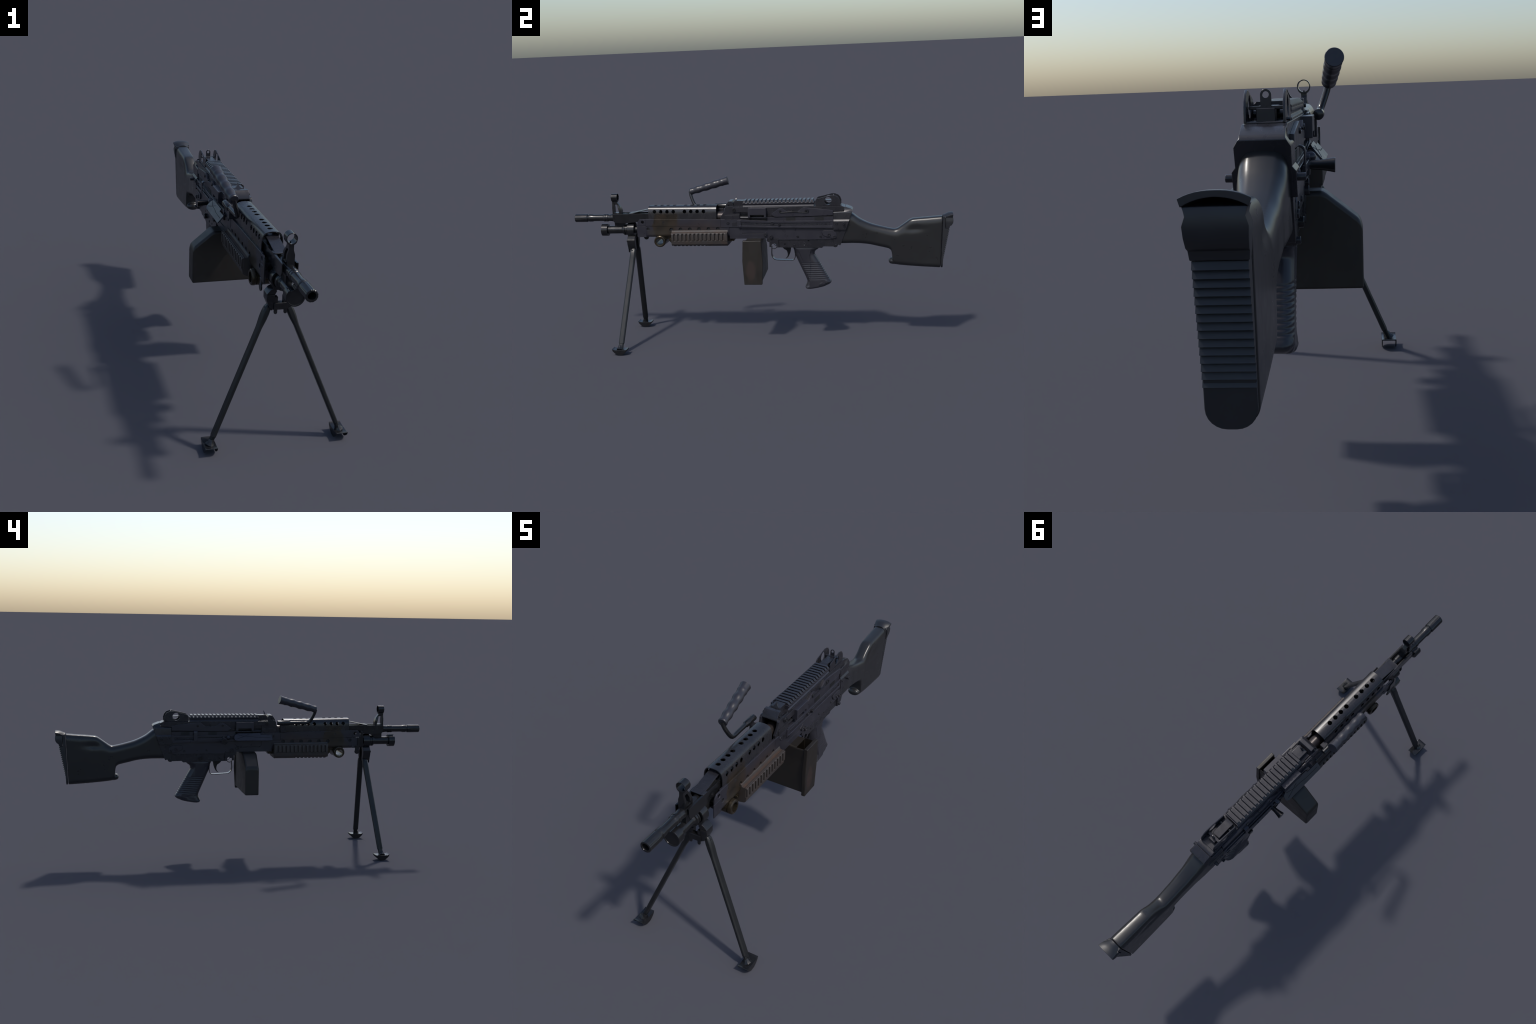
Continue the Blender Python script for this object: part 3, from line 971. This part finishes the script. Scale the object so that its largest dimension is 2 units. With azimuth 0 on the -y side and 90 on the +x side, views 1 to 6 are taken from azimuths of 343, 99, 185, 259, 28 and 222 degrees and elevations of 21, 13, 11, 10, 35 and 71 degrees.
# ------------------------------------------------------------------ pistol grip
grip_out = catmull([(0.1880, 0.5320), (0.1875, 0.4920), (0.1910, 0.4720), (0.2130, 0.4190), (0.2440, 0.3470), (0.2465, 0.3280), (0.2385, 0.3120), (0.2390, 0.3000), (0.2460, 0.2940),
                    (0.2640, 0.2925), (0.2950, 0.2970), (0.3240, 0.3030), (0.3560, 0.3130), (0.3700, 0.3220), (0.3745, 0.3320), (0.3600, 0.3560), (0.3180, 0.4310), (0.2930, 0.4740), (0.2905, 0.4850), (0.2960, 0.4980), (0.3120, 0.5110), (0.3160, 0.5320)], 4, closed=True)
def grip_post(co, no):
    x, y, z = co
    if 0.340 < z < 0.437:
        ph = (z - 0.340) / 0.0104 - 0.10 * math.sin((y - 0.2 - (0.437 - z) * 0.42) * 40)
        tri_ = abs((ph % 1.0) - 0.5) * 2
        groove = 0.5 - 0.5 * math.cos(math.pi * max(0.0, tri_ - 0.2) / 0.8)
        ends = min(1.0, (z - 0.340) / 0.004, (0.437 - z) / 0.004)
        d = 0.0015 * groove * max(0.0, ends)
        if no.y < -0.55:
            d *= 0.25
        return (x - no.x * d, y - no.y * d, z - no.z * d)
    return co
def grip_w(y, z):
    w = 0.0305
    if z > 0.49:
        w += min(1.0, (z - 0.49) / 0.02) * 0.0050
    if z < 0.325:
        w += 0.0015
    return w
pillow("pistol_grip", grip_out, grip_w, lambda y, z: 0.026 if z > 0.30 else 0.010, lambda y, z: 0.024 if z > 0.31 else 0.012, M_GRIP, root, 0.0019, 4, grip_post)

# ------------------------------------------------------------------ shoulder stock
def lerp_table(tab, v, ease=False):
    if v <= tab[0][0]:
        return tab[0][1]
    for (a, fa), (b, fb) in zip(tab, tab[1:]):
        if v <= b:
            t = (v - a) / (b - a)
            if ease:
                t = t * t * (3 - 2 * t)
            return fa + (fb - fa) * t
    return tab[-1][1]
def as_table(pts, k=6):
    return [(p[0], p[1]) for p in catmull(pts, k)]
TOP = as_table([(0.4300, 0.7010), (0.4600, 0.7060), (0.4930, 0.6925), (0.5320, 0.6635), (0.5835, 0.6385), (0.6360, 0.6230), (0.6900, 0.6105), (0.7150, 0.6105), (0.7440, 0.6290), (0.7700, 0.6480), (0.7870, 0.6585), (0.8050, 0.6625), (0.8700, 0.6678), (0.9470, 0.6740)])
BOT = as_table([(0.4300, 0.5375), (0.5100, 0.5375), (0.5750, 0.5305), (0.6210, 0.5195), (0.6600, 0.5105), (0.6780, 0.5050), (0.6860, 0.4970), (0.6905, 0.4850)]) + as_table([(0.6920, 0.4700), (0.6940, 0.4450), (0.6990, 0.4270), (0.7200, 0.4205), (0.7830, 0.4140), (0.8600, 0.4085), (0.9450, 0.4040)])
WID = [(0.43, 0.0425), (0.50, 0.0415), (0.57, 0.0370), (0.64, 0.0342), (0.72, 0.0335), (0.95, 0.0332)]
HIN = [(0.43, 0.045), (0.53, 0.040), (0.62, 0.036), (0.70, 0.038), (0.75, 0.055), (0.80, 0.045), (0.95, 0.036)]
TOPW = [(0.43, 0.018), (0.53, 0.015), (0.62, 0.011), (0.71, 0.012), (0.80, 0.014), (0.95, 0.015)]
def stock_section(y):
    zt, zb, w = lerp_table(TOP, y), lerp_table(BOT, y), lerp_table(WID, y, True)
    hin, tw = lerp_table(HIN, y, True), lerp_table(TOPW, y, True)
    rb = min(0.024, (zt - zb) * 0.3)
    pts = [(0.0, zt), (tw * 0.5, zt - 0.0002), (tw, zt - 0.0010)]
    for a in range(10, 91, 8):
        t = math.radians(a)
        pts.append((tw + (w - tw) * math.sin(t) ** 0.9, zt - 0.001 - (hin - 0.001) * (1 - math.cos(t)) ** 1.0))
    lo = zb + rb
    hi = zt - hin
    for k in range(1, 10):
        pts.append((w, hi + (lo - hi) * k / 9))
    for a in range(12, 91, 13):
        t = math.radians(a)
        pts.append((w - 0.024 * (1 - math.cos(t)), lo - rb * math.sin(t)))
    pts.append((0.0, zb))
    return pts
bm = bmesh.new()
stations = [0.430 + 0.0085 * i for i in range(31)] + [0.6855, 0.6885, 0.6912, 0.6920, 0.6928, 0.6945, 0.6970, 0.700, 0.705] + [0.712 + 0.0086 * i for i in range(28)]
rings = []
for y in stations:
    h = stock_section(y)
    full = h + [(-x, z) for x, z in h[-2:0:-1]]
    ring = []
    for x, z in full:
        k = min(1.0, max(0.0, (y - 0.80) / 0.13))
        ring.append(bm.verts.new((x, y + k * (-0.0085 + (z - 0.404) * 0.0405), z)))
    rings.append(ring)
for A, B in zip(rings, rings[1:]):
    for i in range(len(A)):
        j = (i + 1) % len(A)
        bm.faces.new((A[i], A[j], B[j], B[i]))
bm.faces.new(rings[0][::-1])
bm.faces.new(rings[-1])
# lip that hooks forward under the grip notch
lathe(bm, (0, 0.6735, 0.4415), (0, 1, -0.06), [(0.0, 0.0), (0.0006, 0.006), (0.003, 0.0115), (0.008, 0.0160), (0.020, 0.0185), (0.05, 0.0185), (0.06, 0.0)], 24)
bm.verts.ensure_lookup_table()
for v in bm.verts[-(24 * 5 + 2):]:
    v.co.x *= 1.62
bmesh.ops.recalc_face_normals(bm, faces=bm.faces)
me = bpy.data.meshes.new("stock")
bm.to_mesh(me)
bm.free()
stock = bpy.data.objects.new("stock", me)
link(stock, root)
md = stock.modifiers.new("remesh", 'REMESH')
md.mode = 'VOXEL'
md.voxel_size = 0.0024
md = stock.modifiers.new("smooth", 'SMOOTH')
md.factor = 0.5
md.iterations = 7
bake(stock)
for v in stock.data.vertices:
    x, y, z = v.co
    # cheek hollow between the comb and the crease that runs on from the neck
    a = (y - 0.800) / 0.050
    b = (z - 0.610 - 0.05 * (y - 0.79)) / (0.024 if z > 0.610 else 0.016)
    g = math.exp(-(a * a + b * b)) * 0.0048
    if abs(x) > 0.012:
        v.co.x = x - math.copysign(g, x)
stock.data.name = "stock"
stock.data.materials.clear()
stock.data.materials.append(M_STOCK)
smooth(stock.data, 60)

# butt plate: base, sawtooth pad and the hinged shoulder rest
bm = bmesh.new()
def pad_section(hw, z0, z1, r):
    return [(hw, z1)] + [(hw - r + r * math.cos(math.radians(a)), z0 + r + r * math.sin(math.radians(a))) for a in range(0, -91, -15)] + \
           [(-hw + r - r * math.sin(math.radians(a)), z0 + r - r * math.cos(math.radians(a))) for a in range(0, 91, 15)] + [(-hw, z1)]
sec = pad_section(0.0315, 0.4035, 0.672, 0.026)
v0 = [bm.verts.new((x, 0.9385 + (z - 0.4035) * 0.0405, z)) for x, z in sec]
v1 = [bm.verts.new((x, 0.9470 + (z - 0.4035) * 0.0600, z)) for x, z in sec]
bm.faces.new(v0)
bm.faces.new(v1[::-1])
for i in range(len(sec)):
    j = (i + 1) % len(sec)
    bm.faces.new((v0[i], v1[i], v1[j], v0[j]))
butt = make("butt_plate", bm, M_RUBBER, stock, 0.0010, 1)
bm = bmesh.new()
n_rib = 15
zt, zb = 0.6110, 0.4560
yt, yb = 0.9800, 0.9495
prof = []
for i in range(n_rib):
    za = zt + (zb - zt) * i / n_rib
    zc = zt + (zb - zt) * (i + 1) / n_rib
    ya = yt + (yb - yt) * i / n_rib
    yc = yt + (yb - yt) * (i + 1) / n_rib
    prof += [(ya - 0.0032, za), (ya + 0.0014, zc + 0.0012), (yc - 0.0032, zc)]
prof = prof + [(0.944, zb), (0.950, zt)]
prism(bm, prof, -0.0318, 0.0318, 'x')
make("rib_pad", bm, M_RUBBER, butt, 0, angle=25)
# shoulder rest: block plus curved flap
bm = bmesh.new()
v = []
for (z, hw, y) in ((0.6120, 0.0335, 0.9800), (0.6235, 0.0345, 0.9830), (0.6280, 0.0350, 0.9915), (0.6400, 0.0358, 0.9985), (0.6530, 0.0366, 1.0000), (0.6635, 0.0330, 0.9990), (0.6700, 0.0345, 0.9975), (0.6740, 0.0362, 0.9960)):
    v.append([bm.verts.new((-hw, 0.9625, z)), bm.verts.new((hw, 0.9625, z)), bm.verts.new((hw, y, z)), bm.verts.new((-hw, y, z))])
for A, B in zip(v, v[1:]):
    for i in range(4):
        j = (i + 1) % 4
        bm.faces.new((A[i], A[j], B[j], B[i]))
bm.faces.new(v[0][::-1])
bm.faces.new(v[-1])
make("rest_block", bm, M_RUBBER, butt, 0.0012, 2)
bm = bmesh.new()
rows = []
for (y, zc, hw, drop) in ((0.9480, 0.6790, 0.0300, 0.0170), (0.9540, 0.6800, 0.0320, 0.0160), (0.9630, 0.6838, 0.0340, 0.0150), (0.9740, 0.6890, 0.0362, 0.0120), (0.9860, 0.6910, 0.0388, 0.0095), (0.9985, 0.6915, 0.0400, 0.0085)):
    top, low = [], []
    for k in range(13):
        u = -1 + 2 * k / 12
        z = zc - drop * abs(u) ** 2.4
        top.append(bm.verts.new((hw * u, y, z)))
        low.append(bm.verts.new((hw * u * 0.93, y, z - 0.0075 - 0.002 * abs(u))))
    rows.append(top + low[::-1])
for A, B in zip(rows, rows[1:]):
    m_ = len(A)
    for i in range(m_):
        j = (i + 1) % m_
        bm.faces.new((A[i], A[j], B[j], B[i]))
bm.faces.new(rows[0][::-1])
bm.faces.new(rows[-1])
make("shoulder_rest", bm, M_RUBBER, butt, 0.0010, 2)

# ------------------------------------------------------------------ lower rail shroud
SY0, SY1 = -0.4600, -0.1580
bm = bmesh.new()
half = [(0.0360, 0.6180), (0.0420, 0.6215), (0.0475, 0.6190), (0.0500, 0.6110), (0.0585, 0.6090), (0.0640, 0.6120), (0.0648, 0.6080), (0.0648, 0.5670), (0.0690, 0.5630), (0.0668, 0.5490), (0.0600, 0.5415), (0.0440, 0.5385), (0.0400, 0.5375), (0.0200, 0.5375)]
prism(bm, half + [(-x, z) for x, z in reversed(half)], SY0, SY1, 'y')
shroud = make("rail_shroud", bm, M_RAIL, root, 0.0008, 1)
bm = bmesh.new()
for s in (1, -1):
    prism(bm, [(s * 0.0495, 0.6105), (s * 0.0590, 0.6085), (s * 0.0590, 0.6097), (s * 0.0497, 0.6118)], SY0 + 0.002, SY1 - 0.002, 'y')
make("rust_line", bm, M_RUST, shroud)
bm = bmesh.new()
prism(bm, [(0.0640, 0.5670), (0.0715, 0.5690), (0.0730, 0.5715), (0.0730, 0.6030), (0.0705, 0.6075), (0.0640, 0.6085)], -0.0060, 0.0060, 'y')
st = make("side_tooth", bm, M_RAIL, shroud, 0.0005, 1)
pl = []
n_side = 14
for i in range(n_side):
    y = SY0 + 0.0080 + 0.0218 * i
    pl.append(Matrix.Translation((0, y, 0)))
    pl.append(Matrix.Translation((0, y, 0)) @ Matrix.Rotation(math.pi, 4, 'Z'))
st.matrix_local = pl[0]
copies(st, pl[1:], shroud, "side_tooth")
bm = bmesh.new()
for s in (1, -1):
    box(bm, s * 0.063, s * 0.0722, SY1 - 0.010, SY1, 0.566, 0.609)
    box(bm, s * 0.063, s * 0.0700, SY0, SY1, 0.6045, 0.6092)
    box(bm, s * 0.063, s * 0.0706, SY0, SY1, 0.5640, 0.5682)
make("rail_edge", bm, M_RAIL, shroud, 0.0008, 1)
bm = bmesh.new()
prism(bm, [(0.0300, 0.5390), (0.0300, 0.5350), (0.0260, 0.5308), (-0.0260, 0.5308), (-0.0300, 0.5350), (-0.0300, 0.5390)], -0.0062, 0.0062, 'y')
bt = make("bottom_tooth", bm, M_RAIL, shroud, 0.0005, 1)
pl = [Matrix.Translation((0, SY0 + 0.0085 + 0.0213 * i, 0)) for i in range(9)]
bt.matrix_local = pl[0]
copies(bt, pl[1:], shroud, "bottom_tooth")
bm = bmesh.new()
prism(bm, [(0.0300, 0.5390), (0.0300, 0.5350), (0.0260, 0.5308), (-0.0260, 0.5308), (-0.0300, 0.5350), (-0.0300, 0.5390)], -0.2740, -0.1660, 'y')
make("bottom_rail", bm, M_RAIL, shroud, 0.0008, 1)
# small mounts at both ends of the shroud
bm = bmesh.new()
prism(bm, [(SY1 - 0.004, 0.578), (-0.1180, 0.578), (-0.1300, 0.563), (-0.1300, 0.557), (SY1 - 0.004, 0.557)], -0.0300, 0.0300, 'x')
prism(bm, [(SY0 + 0.004, 0.590), (-0.4790, 0.590), (-0.4790, 0.562), (-0.4720, 0.552), (SY0 + 0.004, 0.550)], -0.0330, 0.0330, 'x')
make("shroud_mount", bm, M_TUBE, shroud, 0.0012, 1)
bm = bmesh.new()
for s in (1, -1):
    cyl(bm, (s * 0.028, -0.4725, 0.568), (s * 0.040, -0.4725, 0.568), 0.0075, 14, 0.001)
    cyl(bm, (s * 0.028, -0.1400, 0.564), (s * 0.036, -0.1400, 0.564), 0.0055, 12, 0.001)
make("mount_screw", bm, M_TUBE, shroud)

# cross tube under the handguard
TC = (-0.5262, 0.5635)
bm = bmesh.new()
prof = [(-0.0575, 0.0200), (-0.0582, 0.0215), (-0.0582, 0.0265), (-0.0555, 0.0300), (-0.0500, 0.0312), (-0.0445, 0.0312), (-0.0430, 0.0280), (-0.0400, 0.0275), (-0.0390, 0.0300), (-0.0300, 0.0305)]
prof = prof + [(-t, r) for t, r in reversed(prof)] + [(0.0575, 0.0190), (-0.0575, 0.0190), prof[0]]
lathe(bm, (0, TC[0], TC[1]), (1, 0, 0), prof, 44, closed=False)
bmesh.ops.remove_doubles(bm, verts=bm.verts, dist=1e-6)
cross_tube = make("cross_tube", bm, M_TUBE, handguard, 0, angle=32)
bm = bmesh.new()
prism(bm, [(-0.5560, 0.5880), (-0.5500, 0.5760), (-0.4980, 0.5700), (-0.4700, 0.5740), (-0.4700, 0.5880)], -0.0300, 0.0300, 'x')
make("tube_saddle", bm, M_TUBE, handguard, 0.0015, 1)

# ------------------------------------------------------------------ carrying handle
bm = bmesh.new()
lathe(bm, (-0.0655, -0.1740, 0.7295), (0, -1, 0), [(0.0, 0.0110), (0.0012, 0.0128), (0.017, 0.0128), (0.0175, 0.0118), (0.0205, 0.0118), (0.021, 0.0128), (0.064, 0.0128), (0.068, 0.0105), (0.072, 0.0095)], 26)
arm_pts = catmull([(-0.0645, -0.240, 0.7300), (-0.0630, -0.300, 0.7305), (-0.0620, -0.335, 0.7310), (-0.0640, -0.352, 0.7375), (-0.0720, -0.364, 0.7580), (-0.0805, -0.374, 0.7830), (-0.0870, -0.3790, 0.8060)], 5)
sweep(bm, [tuple(p) for p in arm_pts], [0.0095 - 0.0008 * min(1, i / 20) for i in range(len(arm_pts))], 16)
handle = make("carry_handle", bm, M_STEEL, root, 0, angle=40)
bm = bmesh.new()
h0, h1 = Vector((-0.0862, -0.3790, 0.8045)), Vector((-0.1060, -0.1740, 0.8595))
HL = (h1 - h0).length
prof = [(0.0, 0.0), (0.0, 0.0168), (0.002, 0.0182)]
for i in range(1, 45):
    t = i / 45
    r = 0.0182 + 0.0030 * t + 0.0016 * math.cos(2 * math.pi * t * 4.5 + 0.3)
    if t > 0.86:
        r = 0.0202 + 0.0026 * ((t - 0.86) / 0.14)
    prof.append((HL * t, r))
prof += [(HL - 0.0015, 0.0229), (HL, 0.0216), (HL, 0.0)]
lathe(bm, h0, h1 - h0, prof, 36, closed=False)
make("handle_grip", bm, M_GRIP, handle, 0, angle=40)
bm = bmesh.new()
prism(bm, [(-0.1925, 0.7200), (-0.1925, 0.6770), (-0.2195, 0.6770), (-0.2195, 0.7200)], -0.0605, -0.0300, 'x')
make("handle_bracket", bm, M_COVER, handle, 0.0015, 1)

# ------------------------------------------------------------------ feed tray flap on the left with its dark lines
FA, FB = Vector((-0.0560, 0, 0.6680)), Vector((-0.0835, 0, 0.6355))   # inner upper edge, outer lower edge
f_dir = (FB - FA).normalized()
f_len = (FB - FA).length
f_nrm = Vector((f_dir.z, 0, -f_dir.x))
if f_nrm.z < 0:
    f_nrm = -f_nrm
def flap_pt(y, u, h):
    p = FA + f_dir * (u * f_len) + f_nrm * h
    return (p.x, y, p.z)
outline = [(-0.1430, 0.10), (-0.1450, 0.20), (-0.1450, 0.92), (-0.1420, 1.0), (0.0450, 1.0), (0.0560, 0.92), (0.0625, 0.72), (0.0625, 0.45), (0.0580, 0.15), (0.0480, 0.0), (0.0420, -0.10), (-0.0300, -0.12), (-0.0820, -0.12), (-0.0835, 0.12)]
bm = bmesh.new()
v0 = [bm.verts.new(flap_pt(y, u, 0.0)) for y, u in outline]
v1 = [bm.verts.new(flap_pt(y, u, 0.0045)) for y, u in outline]
bm.faces.new(v0)
bm.faces.new(v1[::-1])
for i in range(len(outline)):
    j = (i + 1) % len(outline)
    bm.faces.new((v0[i], v1[i], v1[j], v0[j]))
flap = make("feed_flap", bm, M_RECEIVER, receiver, 0.0008, 1)
bm = bmesh.new()
for path in ([(-0.1330, 0.52), (-0.0600, 0.50), (-0.0350, 0.40), (0.0050, 0.36), (0.0430, 0.08)], [(0.0080, 0.34), (0.0250, 0.52), (0.0480, 0.70)], [(0.0080, 0.36), (-0.0060, 0.20), (-0.0180, 0.10)]):
    pts = [flap_pt(y, u, 0.0044) for y, u in [tuple(p) for p in catmull(path, 4)]]
    sweep(bm, pts, 0.0011, 6)
make("flap_dark_line", bm, M_DARK, flap)
bm = bmesh.new()
for y in (-0.120, -0.02, 0.045):
    box(bm, -0.0620, -0.0430, y, y + 0.012, 0.6520, 0.6640)
make("flap_hinge", bm, M_COVER, flap, 0.0008, 1)
# ------------------------------------------------------------------ cocking handle and slide on the left
bm = bmesh.new()
box(bm, -0.0565, -0.0520, 0.0985, 0.2750, 0.6340, 0.6500)
box(bm, -0.0572, -0.0440, 0.0960, 0.1290, 0.6180, 0.6430)
path = [(-0.0440, 0.6895), (-0.0510, 0.6885), (-0.0560, 0.6850), (-0.0580, 0.6780), (-0.0580, 0.6350)]
inner = [(x + (0.0 if i == 0 else 0.0032), z - (0.0032 if i < 3 else 0.001)) for i, (x, z) in enumerate(path)]
prism(bm, path + inner[::-1], 0.2570, 0.2775, 'y')
slide = make("cocking_slide", bm, M_RECEIVER, receiver, 0.0008, 1)
bm = bmesh.new()
box(bm, -0.0580, -0.0560, 0.1005, 0.1225, 0.6205, 0.6390)  # black plate set proud, drawing the darkness of a square hole
make("slide_hole_shade_plate", bm, M_DARK, slide)
bm = bmesh.new()
lathe(bm, (-0.0495, 0.1210, 0.6385), (-1, 0.0, -0.02), [(0.0, 0.0085), (0.010, 0.0085), (0.0105, 0.0092), (0.030, 0.0105), (0.050, 0.0138), (0.0585, 0.0155), (0.0595, 0.0145), (0.0595, 0.0)], 28, closed=True)
make("cocking_handle", bm, M_STEEL, slide, 0, angle=35)
bm = bmesh.new()
lathe(bm, (-0.0440, 0.0915, 0.6525), (-1, 0, 0), [(0, 0.0115), (0.016, 0.0115), (0.0205, 0.0095), (0.0240, 0.0060), (0.0252, 0.0)], 24)
cyl(bm, (-0.0440, 0.1170, 0.6525), (-0.0580, 0.1170, 0.6525), 0.0070, 18, 0.001)
make("slide_stop", bm, M_RECEIVER, slide, 0, angle=35)
bm = bmesh.new()
cyl(bm, (-0.0370, 0.2410, 0.5400), (-0.0500, 0.2410, 0.5400), 0.0115, 22, 0.0012)
make("safety_button", bm, M_STEEL, lower)

# ------------------------------------------------------------------ ammunition box
bm = bmesh.new()
#  x, front y, rear y, bottom z, top z : cross-sections from the lid side to the outer side
secs = [(0.1125, -0.0655, 0.0245, 0.3570, 0.5725, 0.0), (-0.0720, -0.0600, 0.0185, 0.3550, 0.5725, 0.0), (-0.0785, -0.0599, 0.0183, 0.3550, 0.5710, 0.0), (-0.0860, -0.0597, 0.0180, 0.3550, 0.5665, 0.0),
        (-0.1520, -0.0585, 0.0148, 0.3545, 0.5130, 0.0), (-0.1580, -0.0584, 0.0146, 0.3545, 0.5060, 0.0), (-0.1612, -0.0583, 0.0145, 0.3545, 0.4975, 0.0012), (-0.1630, -0.0583, 0.0145, 0.3545, 0.4940, 0.0045)]
def round_rect(y0, y1, z0, z1, r_top, r_bot):
    pts = []
    for (cy, cz, r, a0) in ((y1 - r_top, z1 - r_top, r_top, 0), (y0 + r_top, z1 - r_top, r_top, 90), (y0 + r_bot, z0 + r_bot, r_bot, 180), (y1 - r_bot, z0 + r_bot, r_bot, 270)):
        pts += [(cy + r * math.cos(math.radians(a0 + k * 18)), cz + r * math.sin(math.radians(a0 + k * 18))) for k in range(6)]
    return pts
rings = []
for x, y0, y1, z0, z1, ins in secs:
    rt = 0.0125 if x < 0.03 else 0.0100
    rings.append([bm.verts.new((x, y, z)) for y, z in round_rect(y0 + ins, y1 - ins, z0 + ins, z1 - ins, rt, 0.0050)])
for A, B in zip(rings, rings[1:]):
    for i in range(len(A)):
        j = (i + 1) % len(A)
        bm.faces.new((A[i], A[j], B[j], B[i]))
bm.faces.new(rings[0][::-1])
bm.faces.new(rings[-1])
cut = bmesh.new()
box(cut, 0.0720, 0.1095, -0.0605, 0.0195, 0.3750, 0.60)
cut = [cut, box(bmesh.new(), -0.0700, 0.1050, -0.0555, 0.0145, 0.3700, 0.5660)]
ammo = make("ammunition_box", bm, M_BOX, root, 0.0012, 2, angle=40, cutters=cut)
bm = bmesh.new()
lid = [(-0.0680, 0.5780), (-0.0745, 0.4700), (-0.0690, 0.3440), (0.0250, 0.3440), (0.0325, 0.4650), (0.0275, 0.5780)]
prism(bm, lid, 0.1105, 0.1275, 'x')
make("box_lid", bm, M_BOX, ammo, 0.0030, 3)
bm = bmesh.new()
box(bm, -0.0690, 0.1040, -0.0545, 0.0135, 0.3702, 0.3720)
make("box_floor", bm, M_DARK, ammo)
bm = bmesh.new()
box(bm, -0.040, 0.040, -0.048, 0.030, 0.566, 0.580)
make("box_mount", bm, M_BOX, ammo, 0.0020, 2)

# make sure transforms of parented copies are settled
bpy.context.view_layer.update()
